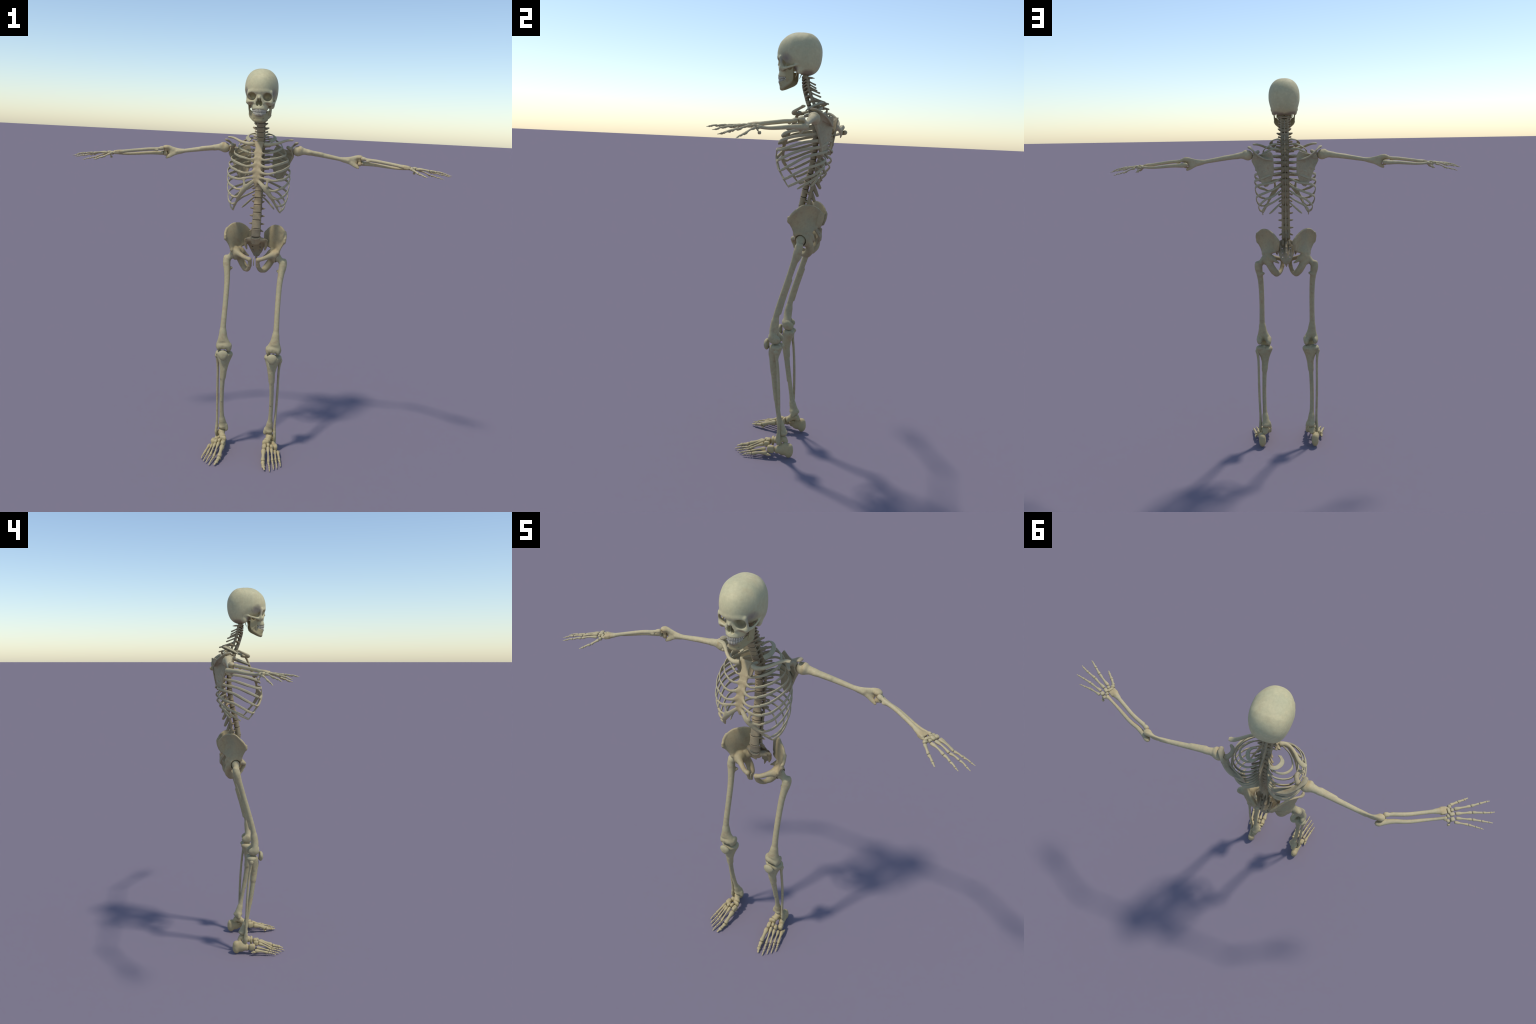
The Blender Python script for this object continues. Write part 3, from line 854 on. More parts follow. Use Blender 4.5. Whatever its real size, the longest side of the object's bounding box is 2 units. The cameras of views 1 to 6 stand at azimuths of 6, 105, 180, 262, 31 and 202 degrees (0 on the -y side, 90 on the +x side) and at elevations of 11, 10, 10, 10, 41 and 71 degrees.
def build_breastbone():
    F = Field((-.128, -.090, 1.300), (.128, .032, 1.665), .0016)
    A = [(-w, y + .001, z) for y, z, w in STERN]
    B = [(w, y + .001, z) for y, z, w in STERN]
    F.sheet(A, B, .0042, .0048, .0042, na=130, nb=24)
    ys = lambda z: float(np.interp(z, [s[1] for s in STERN][::-1], [s[0] for s in STERN][::-1]))
    for s in (1, -1):
        m = lambda L: [(s * x, y, z) for x, y, z in L]
        fl = ((0, -1, 0), .48)
        F.path(m([(.0400, .0380, 1.6480), (.030, .026, 1.6430), (.020, .016, 1.640)]), [.0060, .0075, .0065], .004)
        F.path(m([(.0465, -.0005, 1.5985), (.032, -.008, 1.597), (.014, ys(1.597) + .001, 1.597)]), [.0048, .0045, .0056], .010, fl)
        F.path(m([(.0575, -.0280, 1.5708), (.040, -.0285, 1.567), (.024, -.0260, 1.568), (.012, ys(1.568) + .001, 1.570)]), [.0064, .0056, .0066, .0085], .010, fl)
        F.path(m([(.0740, -.0440, 1.5382), (.050, -.0460, 1.533), (.026, -.0425, 1.537), (.012, ys(1.54) + .001, 1.541)]), [.0070, .0062, .0074, .0090], .010, fl)
        F.path(m([(.0915, -.0508, 1.5085), (.062, -.0615, 1.5015), (.034, -.0590, 1.503), (.014, -.047, 1.509)]), [.0064, .0062, .0066, .0085], .010, fl)
        F.path(m([(.1022, -.0558, 1.4718), (.084, -.0635, 1.470), (.0600, -.0665, 1.4735), (.036, -.0610, 1.479), (.014, -.0525, 1.481)]), [.0068, .0062, .0074, .0058, .0060], .010, fl)
        F.path(m([(.0600, -.0670, 1.4725), (.0565, -.0700, 1.456), (.0545, -.0715, 1.440)]), [.0070, .0056, .0080], .008, fl)
        # costal margin, thick below the breastbone and thinning outwards
        F.path(m([(.008, -.0520, 1.465), (.024, -.0605, 1.453), (.042, -.0695, 1.436), (.0570, -.0655, 1.418), (.0690, -.0575, 1.402), (.0815, -.0465, 1.382),
                  (.0950, -.0290, 1.357), (.1080, -.0100, 1.331), (.1170, .0060, 1.3115)]),
               [.0085, .0098, .0112, .0125, .0112, .0088, .0068, .0060, .0042], .006, ((.45, -.85, 0), .40), n=49)
        F.path(m([(.1068, -.0470, 1.4258), (.092, -.0555, 1.420), (.070, -.0620, 1.422), (.056, -.0680, 1.428)]), [.0064, .0060, .0068, .0085], .008, ((.4, -.9, 0), .45))
        F.path(m([(.1222, -.0248, 1.3838), (.105, -.0390, 1.3795), (.086, -.0490, 1.384), (.072, -.0560, 1.397)]), [.0060, .0056, .0060, .0085], .008, ((.6, -.8, 0), .45))
        F.path(m([(.1235, -.0125, 1.3430), (.115, -.0165, 1.342), (.103, -.0205, 1.346)]), [.0048, .0048, .0065], .008, ((.7, -.7, 0), .45))
    F.blur(1)
    return F.mesh(2)


def split_by(P, Q, masks):
    """Separate faces into regions that keep the whole surface's normals."""
    me = make_mesh('tmp', P, Q)
    nv = np.zeros(len(P) * 3, np.float32)
    me.vertices.foreach_get('normal', nv)
    nv = nv.reshape(-1, 3)
    bpy.data.meshes.remove(me)
    out = []
    for name, mat, mk, parent in masks:
        q = Q[mk]
        use, inv = np.unique(q, return_inverse=True)
        m2 = make_mesh(name, P[use], inv.reshape(q.shape))
        m2.normals_split_custom_set_from_vertices([tuple(v) for v in nv[use]])
        out.append(add(name, None, mat, parent, mesh=m2))
    return out


P, Q = build_breastbone()
cen = P[Q].mean(1)
hw = np.interp(cen[:, 2], [s[1] for s in STERN][::-1], [s[2] for s in STERN][::-1]) + .0055
isS = (np.abs(cen[:, 0]) < hw) & (cen[:, 2] > 1.43)
split_by(P, Q, [('sternum', 'sternum', isS, CAGE), ('costal_cartilage', 'cartilage', (~isS) & (cen[:, 0] > 0), CAGE),
                ('costal_cartilage', 'cartilage', (~isS) & (cen[:, 0] <= 0), CAGE)])

# ================================================================ SHOULDER
SHOULDERS = (ROOT, ROOT)


def build_clavicle():
    pts = spline([(.0300, .0060, 1.6425), (.050, .0000, 1.6415), (.075, .0060, 1.6455), (.100, .0250, 1.6530), (.122, .0480, 1.6620), (.142, .0640, 1.6675), (.1640, .0690, 1.6685)], 40)
    t = np.linspace(0, 1, 40)
    ra = np.interp(t, [0, .06, .3, .55, .8, .95, 1], [.0098, .0105, .0075, .0062, .0056, .0052, .0040])
    rb = np.interp(t, [0, .06, .3, .55, .8, .95, 1], [.0095, .0100, .0070, .0066, .0085, .0105, .0075])
    return tube(pts, ra, rb, (0, 0, 1), 18, 4, flat_ends=True)


pair('clavicle', build_clavicle(), 'arm')


def build_scapula():
    F = Field((.048, .058, 1.446), (.202, .212, 1.674), .0016)
    med = [(.092, .1565, 1.4600), (.0765, .162, 1.479), (.0690, .168, 1.50), (.0605, .1745, 1.529), (.0595, .180, 1.56), (.0605, .1830, 1.592), (.0630, .1855, 1.615), (.0725, .1850, 1.631)]
    lat = [(.103, .1535, 1.4600), (.1185, .151, 1.482), (.1270, .149, 1.502), (.1380, .145, 1.530), (.1490, .139, 1.556), (.1600, .132, 1.580), (.1560, .1330, 1.608), (.1180, .1600, 1.617)]
    F.sheet(med, lat, .0034, .0020, .0040, na=120, nb=70, bulge=((.45, .9, 0), .004))
    F.path([(.100, .154, 1.461), (.122, .150, 1.490), (.138, .145, 1.530), (.1500, .138, 1.560), (.1615, .131, 1.585)], [.0058, .0050, .0050, .0058, .0078], .004)
    # neck and socket
    F.path([(.140, .146, 1.603), (.158, .132, 1.606)], [.006, .012], .008)
    ax = nrm((.93, -.30, .12))
    u = nrm(np.cross(ax, (0, 1, 0.0)))
    w = np.cross(u, ax)
    F.ell((.1625, .1275, 1.608), (.0062, .0215, .0150), .004, R=[ax, nrm(V(0, 0, 1) - ax * ax[2]), nrm(np.cross(ax, nrm(V(0, 0, 1) - ax * ax[2])))])
    F.ell((.1850, .1275, 1.614), (.0255, .0255, .0255), .002, sub=True)
    # spine of the scapula rising to the acromion
    ridge = [(.0625, .1850, 1.590), (.080, .1865, 1.592), (.100, .1865, 1.596), (.120, .1840, 1.606), (.140, .1750, 1.621), (.158, .1590, 1.636), (.171, .1410, 1.647)]
    root = [(.0625, .1830, 1.590), (.080, .1780, 1.596), (.100, .1710, 1.600), (.118, .1630, 1.604), (.132, .1570, 1.608), (.142, .1500, 1.612), (.148, .1450, 1.616)]
    F.sheet(root, ridge, .003, .0024, .0042, na=70, nb=24)
    F.path([(.158, .1590, 1.636), (.169, .1420, 1.646), (.1770, .1270, 1.6515), (.1790, .1140, 1.6540)], [.0052, .0080, .0115, .0112], .004, flat=((-.25, .1, .95), .55))
    # coracoid hook
    F.path([(.150, .128, 1.622), (.140, .112, 1.629), (.138, .099, 1.631), (.1440, .086, 1.629), (.1535, .0775, 1.6255)], [.0105, .0095, .0090, .0080, .0066], .006)
    F.blur(1)
    return F.mesh(2)


pair('scapula', build_scapula(), 'scapula')

# ================================================================ ARM


def build_humerus():
    F = Field((.155, .090, 1.530), (.528, .178, 1.650), .0018)
    F.ell((.1860, .1275, 1.6145), (.0240, .0245, .0250), .004)
    F.ell((.2010, .1150, 1.6250), (.0120, .0130, .0130), .006)
    F.ell((.2000, .1260, 1.6300), (.0110, .0150, .0110), .008)
    F.path([(.196, .126, 1.6145), (.218, .1265, 1.6150), (.245, .1290, 1.6110)], [.022, .0170, .0135], .008)
    F.path([(.24, .1288, 1.6115), (.30, .1330, 1.6030), (.35, .1362, 1.5950), (.40, .1393, 1.5868), (.445, .1420, 1.5800)],
           [.0135, .0122, .0112, .0100, .0098], .006, n=17)
    F.path([(.25, .1180, 1.6130), (.31, .1270, 1.6060)], [.006, .006], .010)
    # flare to the two epicondyles
    fl = ((0.05, 1, -.1), .52)
    F.path([(.415, .1402, 1.5848), (.455, .1430, 1.5890), (.485, .1440, 1.5970), (.500, .1440, 1.6010)], [.0095, .0115, .0110, .0095], .008, fl)
    F.path([(.425, .1405, 1.5805), (.460, .1420, 1.5700), (.484, .1390, 1.5560), (.4975, .1350, 1.5475)], [.0098, .0110, .0100, .0062], .008, fl)
    F.ell((.478, .1430, 1.578), (.016, .0060, .016), .006)
    # capitulum and trochlea
    F.ell((.5030, .1385, 1.5985), (.0180, .0150, .0120), .006)
    F.ell((.4900, .1430, 1.5950), (.0180, .0100, .0130), .006)
    F.path([(.5040, .1365, 1.588), (.5050, .1370, 1.576), (.5050, .1365, 1.566)], [.0095, .0078, .0110], .003)
    F.ell((.484, .158, 1.576), (.013, .010, .011), .004, sub=True)
    F.ell((.484, .126, 1.580), (.010, .008, .012), .005, sub=True)
    return F.mesh(2)


pair('humerus', build_humerus(), 'arm')


def build_radius():
    F = Field((.492, -.018, 1.540), (.755, .140, 1.612), .0015)
    d = nrm(V(.735, .010, 1.564) - V(.505, .125, 1.594))
    F.path([(.5180, .1200, 1.5940), (.5225, .1175, 1.5935)], [.0102, .0100], .002)
    F.path([(.5220, .1180, 1.5935), (.535, .1120, 1.5915), (.549, .1050, 1.5890), (.58, .0930, 1.5868), (.61, .0790, 1.5830), (.64, .0620, 1.5790), (.67, .0450, 1.5748), (.695, .0310, 1.5705), (.715, .0200, 1.5670)],
           [.0074, .0072, .0082, .0084, .0082, .0080, .0080, .0086, .0105], .004, n=33)
    F.ell((.545, .1030, 1.5830), (.011, .0065, .0060), .005)
    side = nrm(np.cross(d, (0, 0, 1)))
    F.path([(.700, .0275, 1.569), (.714, .0200, 1.5670), (.7220, .0160, 1.5660)], [.0095, .0125, .0145], .006, flat=((0, 0, 1), .68))
    dr = nrm((.88, -.47, -.06))
    sr = nrm(np.cross((0, 0, 1), dr))
    F.box((.7290, .0130, 1.5650), (.0120, .0160, .0088), .0040, .006, R=[dr, sr, np.cross(dr, sr)])
    F.seg((.735, -.002, 1.563), (.7440, -.0045, 1.5620), .0060, .0035, .004)
    F.ell((.7460, .0115, 1.5630), (.0070, .0130, .0060), .004, sub=True)
    return F.mesh(2)


pair('radius', build_radius(), 'arm')


def build_ulna():
    F = Field((.472, .022, 1.540), (.760, .180, 1.600), .0015)
    F.path([(.5000, .1585, 1.5725), (.507, .1555, 1.5715), (.520, .1455, 1.5700), (.540, .1345, 1.5690), (.565, .1230, 1.5680), (.59, .1150, 1.5665), (.62, .1020, 1.5635), (.65, .0860, 1.5605), (.68, .0700, 1.5580), (.71, .0550, 1.5575), (.740, .0405, 1.5600)],
           [.0110, .0118, .0118, .0105, .0092, .0086, .0080, .0074, .0066, .0060, .0066], .004, n=45)
    F.path([(.505, .1560, 1.5715), (.518, .1360, 1.5700), (.5190, .1270, 1.5695)], [.0100, .0090, .0060], .005)
    F.ell((.5050, .1370, 1.5730), (.0118, .0118, .020), .003, sub=True)
    F.ell((.7460, .0385, 1.5610), (.0068, .0085, .0078), .004)
    F.seg((.746, .046, 1.560), (.7540, .0450, 1.5575), .0032, .0024, .003)
    return F.mesh(2)


pair('ulna', build_ulna(), 'arm')

# ---- hands
HAND = {
    'thumb': [(.7485, -.0212, 1.5580), (.7761, -.0506, 1.5405), (.7993, -.0724, 1.5317), (.8135, -.0880, 1.5275)],
    'index': [(.7674, -.0097, 1.5605), (.8275, -.0475, 1.5575), (.8570, -.0704, 1.5555), (.8811, -.0889, 1.5530), (.8946, -.0980, 1.5505)],
    'middle': [(.7771, .0071, 1.5625), (.8399, -.0246, 1.5545), (.8810, -.0403, 1.5505), (.9105, -.0540, 1.5435), (.9282, -.0645, 1.5403)],
    'ring': [(.7843, .0239, 1.5610), (.8485, .0013, 1.5470), (.8862, -.0083, 1.5415), (.9165, -.0155, 1.5363), (.9334, -.0200, 1.5330)],
    'little': [(.7848, .0394, 1.5550), (.8438, .0219, 1.5325), (.8724, .0184, 1.5261), (.8951, .0152, 1.5208), (.9094, .0130, 1.5165)]}


def shaft_bone(p0, p1, rb, rm, rh, up=(0, 0, 1), bow=0.0, gap=.0012, squash=.85, head=1.0):
    """Short long-bone: broad base, narrow waist, rounded head, slightly bowed."""
    p0, p1 = np.array(p0, float), np.array(p1, float)
    d = nrm(p1 - p0)
    L = np.linalg.norm(p1 - p0)
    a, b = p0 + d * (gap + rb * .30), p1 - d * (gap + rh * .45)
    u = nrm(np.array(up) - d * (d @ np.array(up)))
    t = np.linspace(0, 1, 15)
    P = a + (b - a) * t[:, None] + u * (bow * np.sin(math.pi * t))[:, None]
    r = np.interp(t, [0, .1, .22, .38, .6, .78, .9, 1], [rb * .92, rb, rb * .75 + rm * .25, rm * 1.08, rm, rm * .7 + rh * .3, rh, rh * .9])
    hgt = r * np.interp(t, [0, .5, 1], [squash * 1.02, squash, squash * 1.05])
    return tube(P, hgt, r, u, 14, 3, blunt=.55)


def end_bone(p0, p1, rb, rt, up=(0, 0, 1), gap=.0012):
    """Last phalanx: base, thin neck and a small spade-shaped tip."""
    p0, p1 = np.array(p0, float), np.array(p1, float)
    d = nrm(p1 - p0)
    u = nrm(np.array(up) - d * (d @ np.array(up)))
    a = p0 + d * (gap + rb * .2)
    t = np.linspace(0, 1, 12)
    P = a + (p1 - d * rt * .4 - a) * t[:, None]
    r = np.interp(t, [0, .12, .45, .8, 1], [rb * .9, rb, rt * .85, rt * 1.05, rt * .7])
    hgt = np.interp(t, [0, .12, .5, 1], [rb * .75, rb * .8, rt * .7, rt * .4])
    return tube(P, hgt, r, u, 12, 3)


def pebble(c, r, R=None, seed=0, amp=.10):
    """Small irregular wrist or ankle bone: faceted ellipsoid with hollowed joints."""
    rng = np.random.RandomState(seed)
    n, m = 22, 14
    R = np.eye(3) if R is None else np.array(R, float)
    th = np.linspace(0, 2 * math.pi, n, endpoint=False)
    ph = np.linspace(-math.pi / 2, math.pi / 2, m)[1:-1]
    D = [np.array([[0, 0, -1.0]])] + [np.c_[np.cos(p) * np.cos(th), np.cos(p) * np.sin(th), np.full(n, math.sin(p))] for p in ph] + [np.array([[0, 0, 1.0]])]
    D = np.vstack(D)
    q = D / ((np.abs(D) ** 3.4).sum(1) ** (1 / 3.4))[:, None]
    f = np.ones(len(D))
    for _ in range(7):
        v = nrm(rng.normal(size=3))
        f += amp * rng.uniform(-1, .8) * np.exp(-((1 - D @ v) / .25) ** 2)
    P = (q * f[:, None] * np.array(r)) @ R + np.array(c)
    F = [(0, 1 + (j + 1) % n, 1 + j) for j in range(n)]
    for i in range(m - 3):
        F += [(1 + i * n + j, 1 + i * n + (j + 1) % n, 1 + (i + 1) * n + (j + 1) % n, 1 + (i + 1) * n + j) for j in range(n)]
    e = len(D) - 1
    F += [(1 + (m - 3) * n + j, 1 + (m - 3) * n + (j + 1) % n, e) for j in range(n)]
    return P, F


HANDS = (group('hand'), group('hand'))
fw = nrm((.84, -.54, -.05))                          # direction of the fingers
sd = nrm(np.cross((0, 0, 1), fw))
HR = np.array([fw, sd, np.cross(fw, sd)])
CARPALS = [('scaphoid', (.7490, .0050, 1.5625), (.0066, .0120, .0072)), ('lunate', (.7530, .0275, 1.5625), (.0066, .0076, .0070)),
           ('triquetrum', (.7590, .0430, 1.5560), (.0070, .0072, .0066)), ('pisiform', (.7680, .0520, 1.5390), (.0056, .0052, .0058)),
           ('trapezium', (.7475, -.0125, 1.5600), (.0068, .0092, .0074)), ('trapezoid', (.7610, -.0020, 1.5620), (.0066, .0068, .0072)),
           ('capitate', (.7655, .0145, 1.5635), (.0108, .0080, .0080)), ('hamate', (.7735, .0325, 1.5600), (.0092, .0090, .0086))]
for k, (nm, c, r) in enumerate(CARPALS):
    pair(nm, pebble(c, r, HR, 40 + k, .14), 'hand', HANDS)
pair('hamate', shaft_bone((.7690, .0400, 1.5560), (.7700, .0480, 1.5440), .0038, .0030, .0030, up=(1, 0, 0), gap=0), 'hand', HANDS)

RAD = {'thumb': (.0068, .0046, .0064), 'index': (.0078, .0042, .0066), 'middle': (.0078, .0042, .0066), 'ring': (.0068, .0036, .0060), 'little': (.0064, .0034, .0056)}
for f, J in HAND.items():
    rb, rm, rh = RAD[f]
    upv = nrm((0.25, .15, 1)) if f != 'thumb' else nrm((.55, -.55, .6))
    pair('metacarpal', shaft_bone(J[0], J[1], rb, rm, rh, upv, bow=.0030 if f != 'thumb' else .001), 'hand', HANDS)
    s = .92 if f in ('ring',) else .80 if f == 'little' else 1.0
    for k in range(1, len(J) - 2):
        g = s * (1.0 if k == 1 else .80)
        pair('phalanx', shaft_bone(J[k], J[k + 1], .0066 * g, .0040 * g, .0050 * g, upv, bow=.0022), 'hand', HANDS)
    pair('phalanx', end_bone(J[-2], J[-1], (.0042 if f != 'thumb' else .0056) * s, (.0022 if f != 'thumb' else .0030) * s, upv), 'hand', HANDS)

# ================================================================ PELVIS


def build_hip():
    F = Field((.004, .002, .966), (.168, .182, 1.246), .0017)
    base = [(.1205, .054, 1.094), (.1190, .066, 1.102), (.1160, .080, 1.106), (.1100, .095, 1.106), (.100, .108, 1.106), (.085, .119, 1.109), (.066, .126, 1.117), (.056, .134, 1.120)]
    crest = [(.1530, .0260, 1.158), (.1550, .0400, 1.184), (.1480, .0580, 1.205), (.1290, .0780, 1.2240), (.1085, .0960, 1.2285), (.086, .122, 1.224), (.060, .148, 1.205), (.040, .163, 1.178)]
    F.sheet(base, crest, .0085, .0032, .0052, na=110, nb=80, bulge=((.72, .62, -.1), -.0105))
    # hind corner that carries the sacrum
    F.sheet([(.056, .134, 1.120), (.050, .143, 1.128), (.046, .150, 1.130)], [(.058, .148, 1.198), (.046, .160, 1.188), (.0400, .1630, 1.178)], .006, .0065, .0058, na=20, nb=40)
    F.path([(.0420, .1620, 1.178), (.0420, .1590, 1.155), (.0450, .1480, 1.128)], [.0060, .0070, .0055], .006)
    F.path([(.1530, .0260, 1.158), (.1555, .0400, 1.184), (.1515, .0570, 1.204)], [.0055, .0066, .0066], .004)
    F.ell((.121, .054, 1.094), (.0085, .010, .010), .006)
    F.blur(1)
    # socket
    F.ell((.1030, .0840, 1.072), (.0290, .0330, .0350), .012)
    F.path([(.100, .066, 1.082), (.070, .045, 1.071), (.044, .0275, 1.062), (.0235, .0215, 1.0560)], [.019, .0125, .0108, .0105], .010)
    # body and lower branch of the pubis
    F.path([(.0215, .0225, 1.0560), (.0205, .0275, 1.040), (.0220, .0360, 1.022)], [.0105, .0102, .0100], .005)
    F.path([(.0225, .0370, 1.020), (.029, .0520, 1.002), (.038, .0700, .992), (.048, .0900, .9910)], [.0105, .0108, .0115, .0135], .005)
    # ischium
    F.path([(.094, .104, 1.062), (.082, .1160, 1.038), (.068, .1140, 1.014), (.0540, .1020, .9960)], [.022, .0190, .0190, .0175], .010)
    F.path([(.075, .118, 1.085), (.056, .126, 1.066), (.040, .1260, 1.056)], [.012, .0080, .0035], .008)
    F.path([(.090, .112, 1.090), (.078, .118, 1.075)], [.016, .016], .010)
    F.path([(.1525, .0255, 1.172), (.1515, .0280, 1.152)], [.0058, .0058], .006)
    F.ell((.1170, .0795, 1.0670), (.0262, .0262, .0262), .002, sub=True)
    F.seg((.1170, .0795, 1.067), (.1450, .0720, 1.058), .0262, .0300, .002, sub=True)
    # obturator foramen
    F.ell((.0490, .0600, 1.0270), (.0130, .0300, .0170), .005, sub=True)
    return F.mesh(2)


pair('hip_bone', build_hip(), 'pelvis')
add('pubic_disc', tube(spline([(0, .0195, 1.066), (0, .0165, 1.046), (0, .0245, 1.026)], 14), np.interp(np.linspace(0, 1, 14), [0, .2, .8, 1], [.004, .0085, .0085, .004]), .0022, (0, -.9, .3), 14), 'cartilage')

# ================================================================ LEG


def build_femur():
    F = Field((.076, -.058, .552), (.176, .112, 1.100), .0020)
    F.ell((.1115, .0800, 1.0685), (.0228, .0228, .0228), .003)
    F.path([(.114, .0800, 1.0650), (.132, .0800, 1.0520), (.146, .0790, 1.0380)], [.0170, .0160, .0180], .008)
    F.path([(.1545, .0880, 1.0480), (.1560, .0860, 1.0330), (.1500, .0760, 1.0050)], [.0108, .0125, .0140], .008)
    F.path([(.143, .0740, .984), (.130, .0810, .990), (.1225, .0835, .9920)], [.0130, .0100, .0066], .008)
    F.ell((.1490, .0850, 1.0470), (.0150, .0130, .0110), .006)
    F.path([(.147, .0755, 1.020), (.1425, .0650, .980), (.1390, .0540, .945), (.1372, .0410, .900), (.1368, .0260, .850), (.1370, .0115, .800), (.1380, -.0020, .750), (.1390, -.0120, .705), (.1388, -.0195, .660), (.1375, -.0225, .628)],
           [.0190, .0165, .0150, .0142, .0138, .0136, .0138, .0146, .0160, .0180], .008, n=41)
    F.path([(.138, .0490, .880), (.1375, .0230, .790), (.138, .0060, .715)], [.006, .0065, .005], .008)
    # flare into the condyles
    F.path([(.1375, -.0170, .675), (.1280, -.0200, .635), (.1160, -.0190, .608), (.1080, -.0160, .598)], [.0140, .0170, .0185, .0185], .012)
    F.path([(.139, -.0170, .665), (.1450, -.0215, .630), (.1525, -.0210, .608), (.1550, -.0190, .596)], [.0140, .0165, .0165, .0155], .012)
    F.ell((.1050, -.0090, .5850), (.0145, .0290, .0230), .008)
    F.ell((.1555, -.0130, .5890), (.0145, .0290, .0220), .008)
    F.ell((.1310, -.0330, .5980), (.0300, .0140, .0180), .008)
    F.ell((.1300, .0240, .5780), (.0100, .0260, .0240), .006, sub=True)
    F.ell((.1310, -.0540, .5820), (.0110, .0100, .0260), .006, sub=True)
    return F.mesh(2)


pair('femur', build_femur(), 'shaft')

F = Field((.094, -.078, .518), (.162, -.034, .590), .0014)
F.ell((.1278, -.0555, .5590), (.0262, .0135, .0225), .004)
F.ell((.1278, -.0550, .5430), (.0165, .0110, .0165), .010)
F.ell((.1278, -.0390, .5610), (.0300, .0070, .0180), .008, sub=True)
pair('patella', F.mesh(2), 'shaft')


def build_tibia():
    F = Field((.078, -.054, .078), (.184, .082, .578), .0020)
    # plateau
    F.ell((.1070, -.0020, .5480), (.0215, .0270, .0135), .008)
    F.ell((.1520, -.0020, .5500), (.0215, .0260, .0130), .008)
    F.ell((.1300, -.0100, .5430), (.0300, .0270, .0160), .008)
    F.ell((.1050, -.0050, .5690), (.0170, .0210, .0090), .004, sub=True)
    F.ell((.1540, -.0050, .5705), (.0170, .0210, .0090), .004, sub=True)
    F.ell((.1295, .0000, .5600), (.0060, .0080, .0060), .005)
    F.path([(.1040, -.0010, .540), (.1130, -.0080, .512), (.1240, -.0160, .475)], [.0185, .0165, .0150], .010)
    F.path([(.1560, -.0010, .542), (.1450, -.0060, .518), (.1340, -.0130, .485)], [.0175, .0150, .0140], .010)
    F.path([(.1300, -.0130, .530), (.1270, -.0200, .500), (.1275, -.0180, .460), (.1300, -.0130, .420)], [.0290, .0215, .0175, .0155], .012)
    F.ell((.1265, -.0340, .5120), (.0105, .0085, .0180), .010)
    F.path([(.1275, -.0180, .46), (.1310, -.0110, .405), (.1330, -.0035, .35), (.1340, .0045, .30), (.1338, .0130, .25), (.1325, .0222, .20), (.1300, .0310, .155)],
           [.0155, .0128, .0116, .0111, .0110, .0113, .0145], .008, n=29)
    F.path([(.1210, -.0300, .47), (.1290, -.0160, .37), (.1310, -.0010, .28)], [.0070, .0055, .0050], .006)
    F.path([(.1300, .0310, .160), (.1270, .0390, .130), (.1265, .0430, .116)], [.0140, .0205, .0215], .010)
    F.ell((.1300, .0430, .1160), (.0205, .0262, .0135), .008)
    F.path([(.1120, .0400, .120), (.1065, .0390, .104), (.1060, .0380, .0950)], [.0120, .0105, .0060], .008)
    F.ell((.1320, .0440, .0930), (.0210, .0240, .0120), .004, sub=True)
    return F.mesh(2)


pair('tibia', build_tibia(), 'shaft')


def build_fibula():
    F = Field((.138, -.014, .052), (.184, .050, .556), .0016)
    F.ell((.1690, .0010, .5330), (.0100, .0115, .0130), .006)
    F.path([(.1680, .0020, .530), (.1645, .0060, .500), (.1625, .0130, .455), (.1622, .0187, .40), (.1620, .0226, .35), (.1613, .0255, .30), (.1603, .0280, .25), (.1590, .0295, .20), (.1578, .0305, .15), (.1585, .0310, .110)],
           [.0095, .0072, .0064, .0064, .0066, .0066, .0064, .0064, .0066, .0080], .004, n=37)
    F.path([(.1590, .0310, .112), (.1605, .0315, .088), (.1600, .0325, .0680)], [.0092, .0125, .0085], .006, flat=((1, 0, 0), .66))
    return F.mesh(2)


pair('fibula', build_fibula(), 'shaft')

# ---- feet
FEET = (group('foot'), group('foot'))


def build_calcaneus():
    F = Field((.116, .006, -.004), (.180, .112, .084), .0015)
    F.ell((.1470, .0830, .0345), (.0195, .0225, .0345), .006)
    F.ell((.1475, .0830, .0560), (.0165, .0180, .0170), .008)
    F.path([(.1480, .0700, .0430), (.1520, .0500, .0380), (.1570, .0280, .0360)], [.0200, .0190, .0170], .008, flat=((1, 0, 0), .85))
    F.ell((.1480, .0640, .0600), (.0125, .0130, .0150), .008)
    F.ell((.1500, .0560, .0390), (.0165, .0300, .0300), .006)
    F.ell((.1560, .0270, .0370), (.0140, .0100, .0190), .006)
    F.ell((.1340, .0340, .0560), (.0120, .0130, .0060), .006)
    return F.mesh(2)


pair('calcaneus', build_calcaneus(), 'foot', FEET)


def build_talus():
    F = Field((.098, -.010, .040), (.162, .084, .112), .0015)
    F.ell((.1310, .0440, .0860), (.0195, .0255, .0180), .006)
    F.ell((.1320, .0640, .0740), (.0140, .0110, .0100), .008)
    F.path([(.1290, .0300, .0780), (.1240, .0150, .0700)], [.0150, .0150], .008)
    F.ell((.1215, .0125, .0680), (.0180, .0090, .0165), .005)
    F.seg((.1460, .0400, .0760), (.1510, .0390, .0640), .010, .006, .006)
    return F.mesh(2)


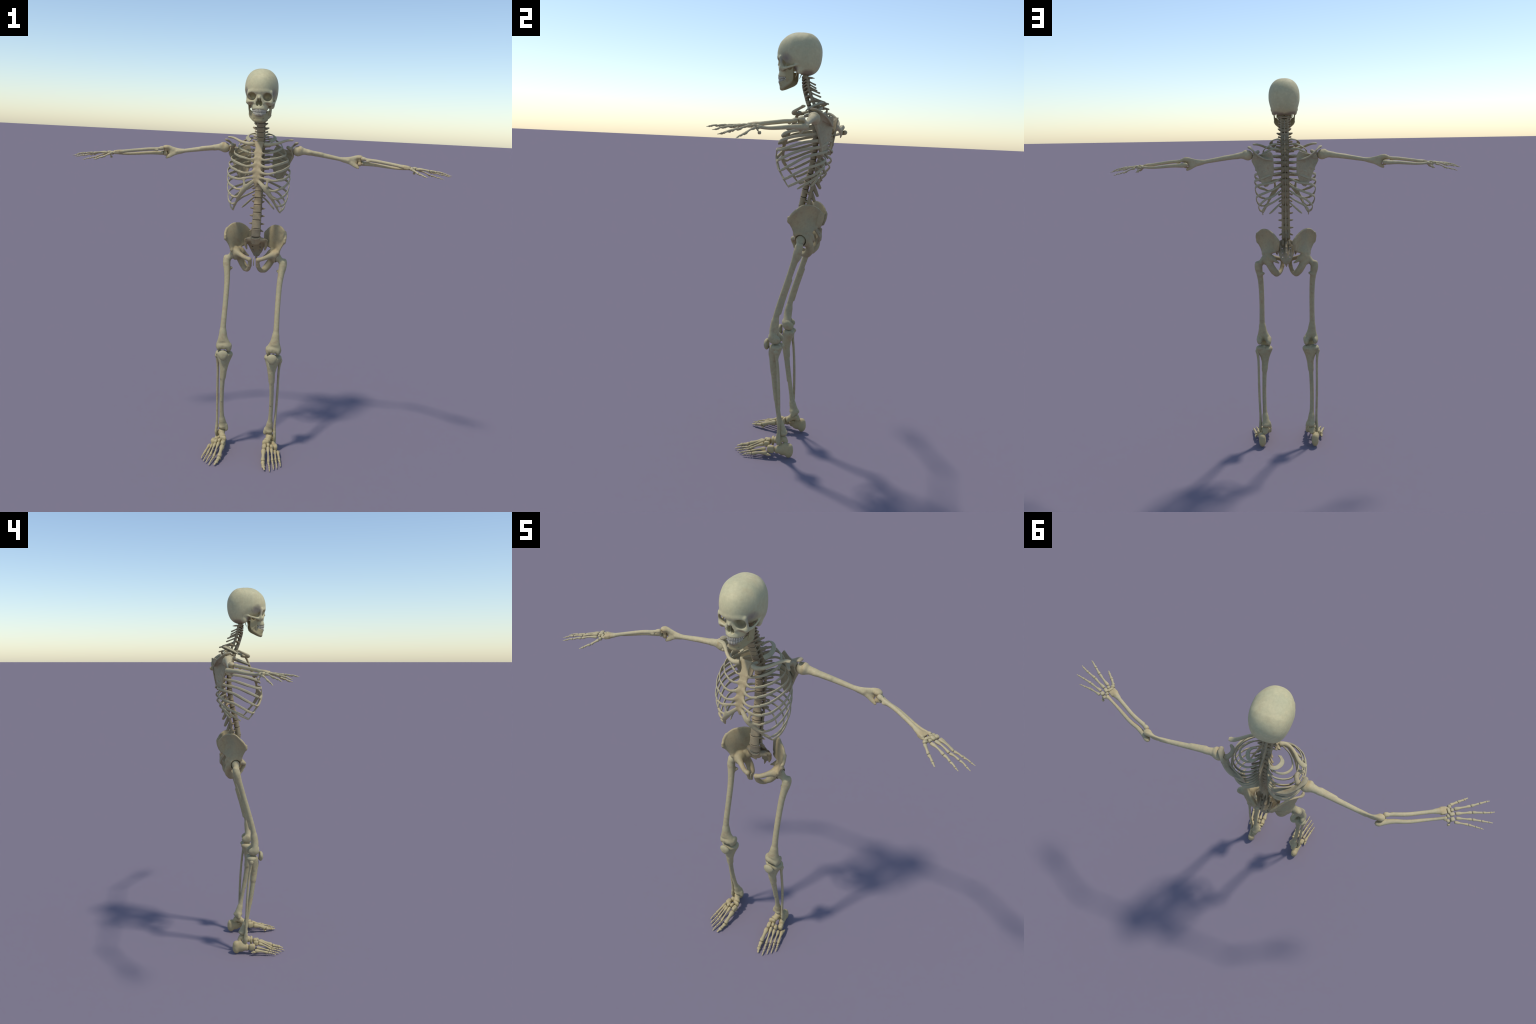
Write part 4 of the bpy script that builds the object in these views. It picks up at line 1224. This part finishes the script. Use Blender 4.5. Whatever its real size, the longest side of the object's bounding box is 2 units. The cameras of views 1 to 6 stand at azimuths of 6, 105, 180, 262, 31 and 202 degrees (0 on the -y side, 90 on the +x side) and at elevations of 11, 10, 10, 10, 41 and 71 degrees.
pair('talus', build_talus(), 'foot', FEET)
TR = np.array([nrm((1, .22, 0)), nrm((-.22, 1, 0)), (0, 0, 1)])
for k, (nm, c, r, a) in enumerate([('navicular', (.1175, -.0045, .0600), (.0185, .0080, .0195), .08), ('cuneiform', (.1115, -.0310, .0500), (.0110, .0165, .0185), .10),
                                   ('cuneiform', (.1320, -.0240, .0600), (.0080, .0118, .0120), .10), ('cuneiform', (.1500, -.0260, .0530), (.0088, .0140, .0140), .10),
                                   ('cuboid', (.1670, -.0020, .0390), (.0140, .0175, .0200), .10)]):
    pair(nm, pebble(c, r, TR, 70 + k, a), 'foot', FEET)

TOES = [  # base of metatarsal, its head, toe joint(s), tip
    [(.1110, -.0490, .0450), (.1155, -.1240, .0190), (.1215, -.1570, .0125), (.1310, -.1850, .0065)],
    [(.1325, -.0400, .0590), (.1445, -.1225, .0150), (.1525, -.1560, .0125), (.1550, -.1730, .0085), (.1577, -.1880, .0035)],
    [(.1510, -.0405, .0510), (.1640, -.1105, .0180), (.1712, -.1405, .0145), (.1740, -.1550, .0100), (.1770, -.1690, .0050)],
    [(.1685, -.0270, .0360), (.1805, -.0968, .0170), (.1876, -.1240, .0125), (.1905, -.1390, .0085), (.1935, -.1530, .0045)],
    [(.1840, -.0150, .0250), (.1990, -.0879, .0150), (.2050, -.1110, .0135), (.2070, -.1210, .0095), (.2088, -.1310, .0050)]]
for f, J in enumerate(TOES):
    upv = nrm((0, .25, 1))
    rb, rm, rh = [(.0135, .0082, .0120), (.0085, .0042, .0066), (.0085, .0042, .0066), (.0082, .0042, .0066), (.0100, .0056, .0074)][f]
    pair('metatarsal', shaft_bone(J[0], J[1], rb, rm, rh, upv, bow=.003, squash=1.05), 'foot', FEET)
    if f == 0:
        for dx in (-.006, .006):
            pair('sesamoid', pebble((J[1][0] + dx, J[1][1] + .004, .0075), (.004, .006, .0035), None, 3, .05), 'foot', FEET)
        pair('phalanx', shaft_bone(J[1], J[2], .0112, .0080, .0092, upv, squash=.85), 'foot', FEET)
        pair('phalanx', end_bone(J[2], J[3], .0108, .0052, upv), 'foot', FEET)
    else:
        sc = [1, .95, .92, 1.05][f - 1]
        pair('phalanx', shaft_bone(J[1], J[2], .0066 * sc, .0036 * sc, .0048 * sc, upv, bow=.0015), 'foot', FEET)
        pair('phalanx', shaft_bone(J[2], J[3], .0046 * sc, .0034 * sc, .0040 * sc, upv, gap=.0008), 'foot', FEET)
        pair('phalanx', end_bone(J[3], J[4], .0042 * sc, .0026 * sc, upv, gap=.0006), 'foot', FEET)
    if f == 4:
        pair('metatarsal', shaft_bone((.1890, .0060, .0180), (.1860, -.0330, .0210), .0045, .0075, .0050, upv, gap=0), 'foot', FEET)
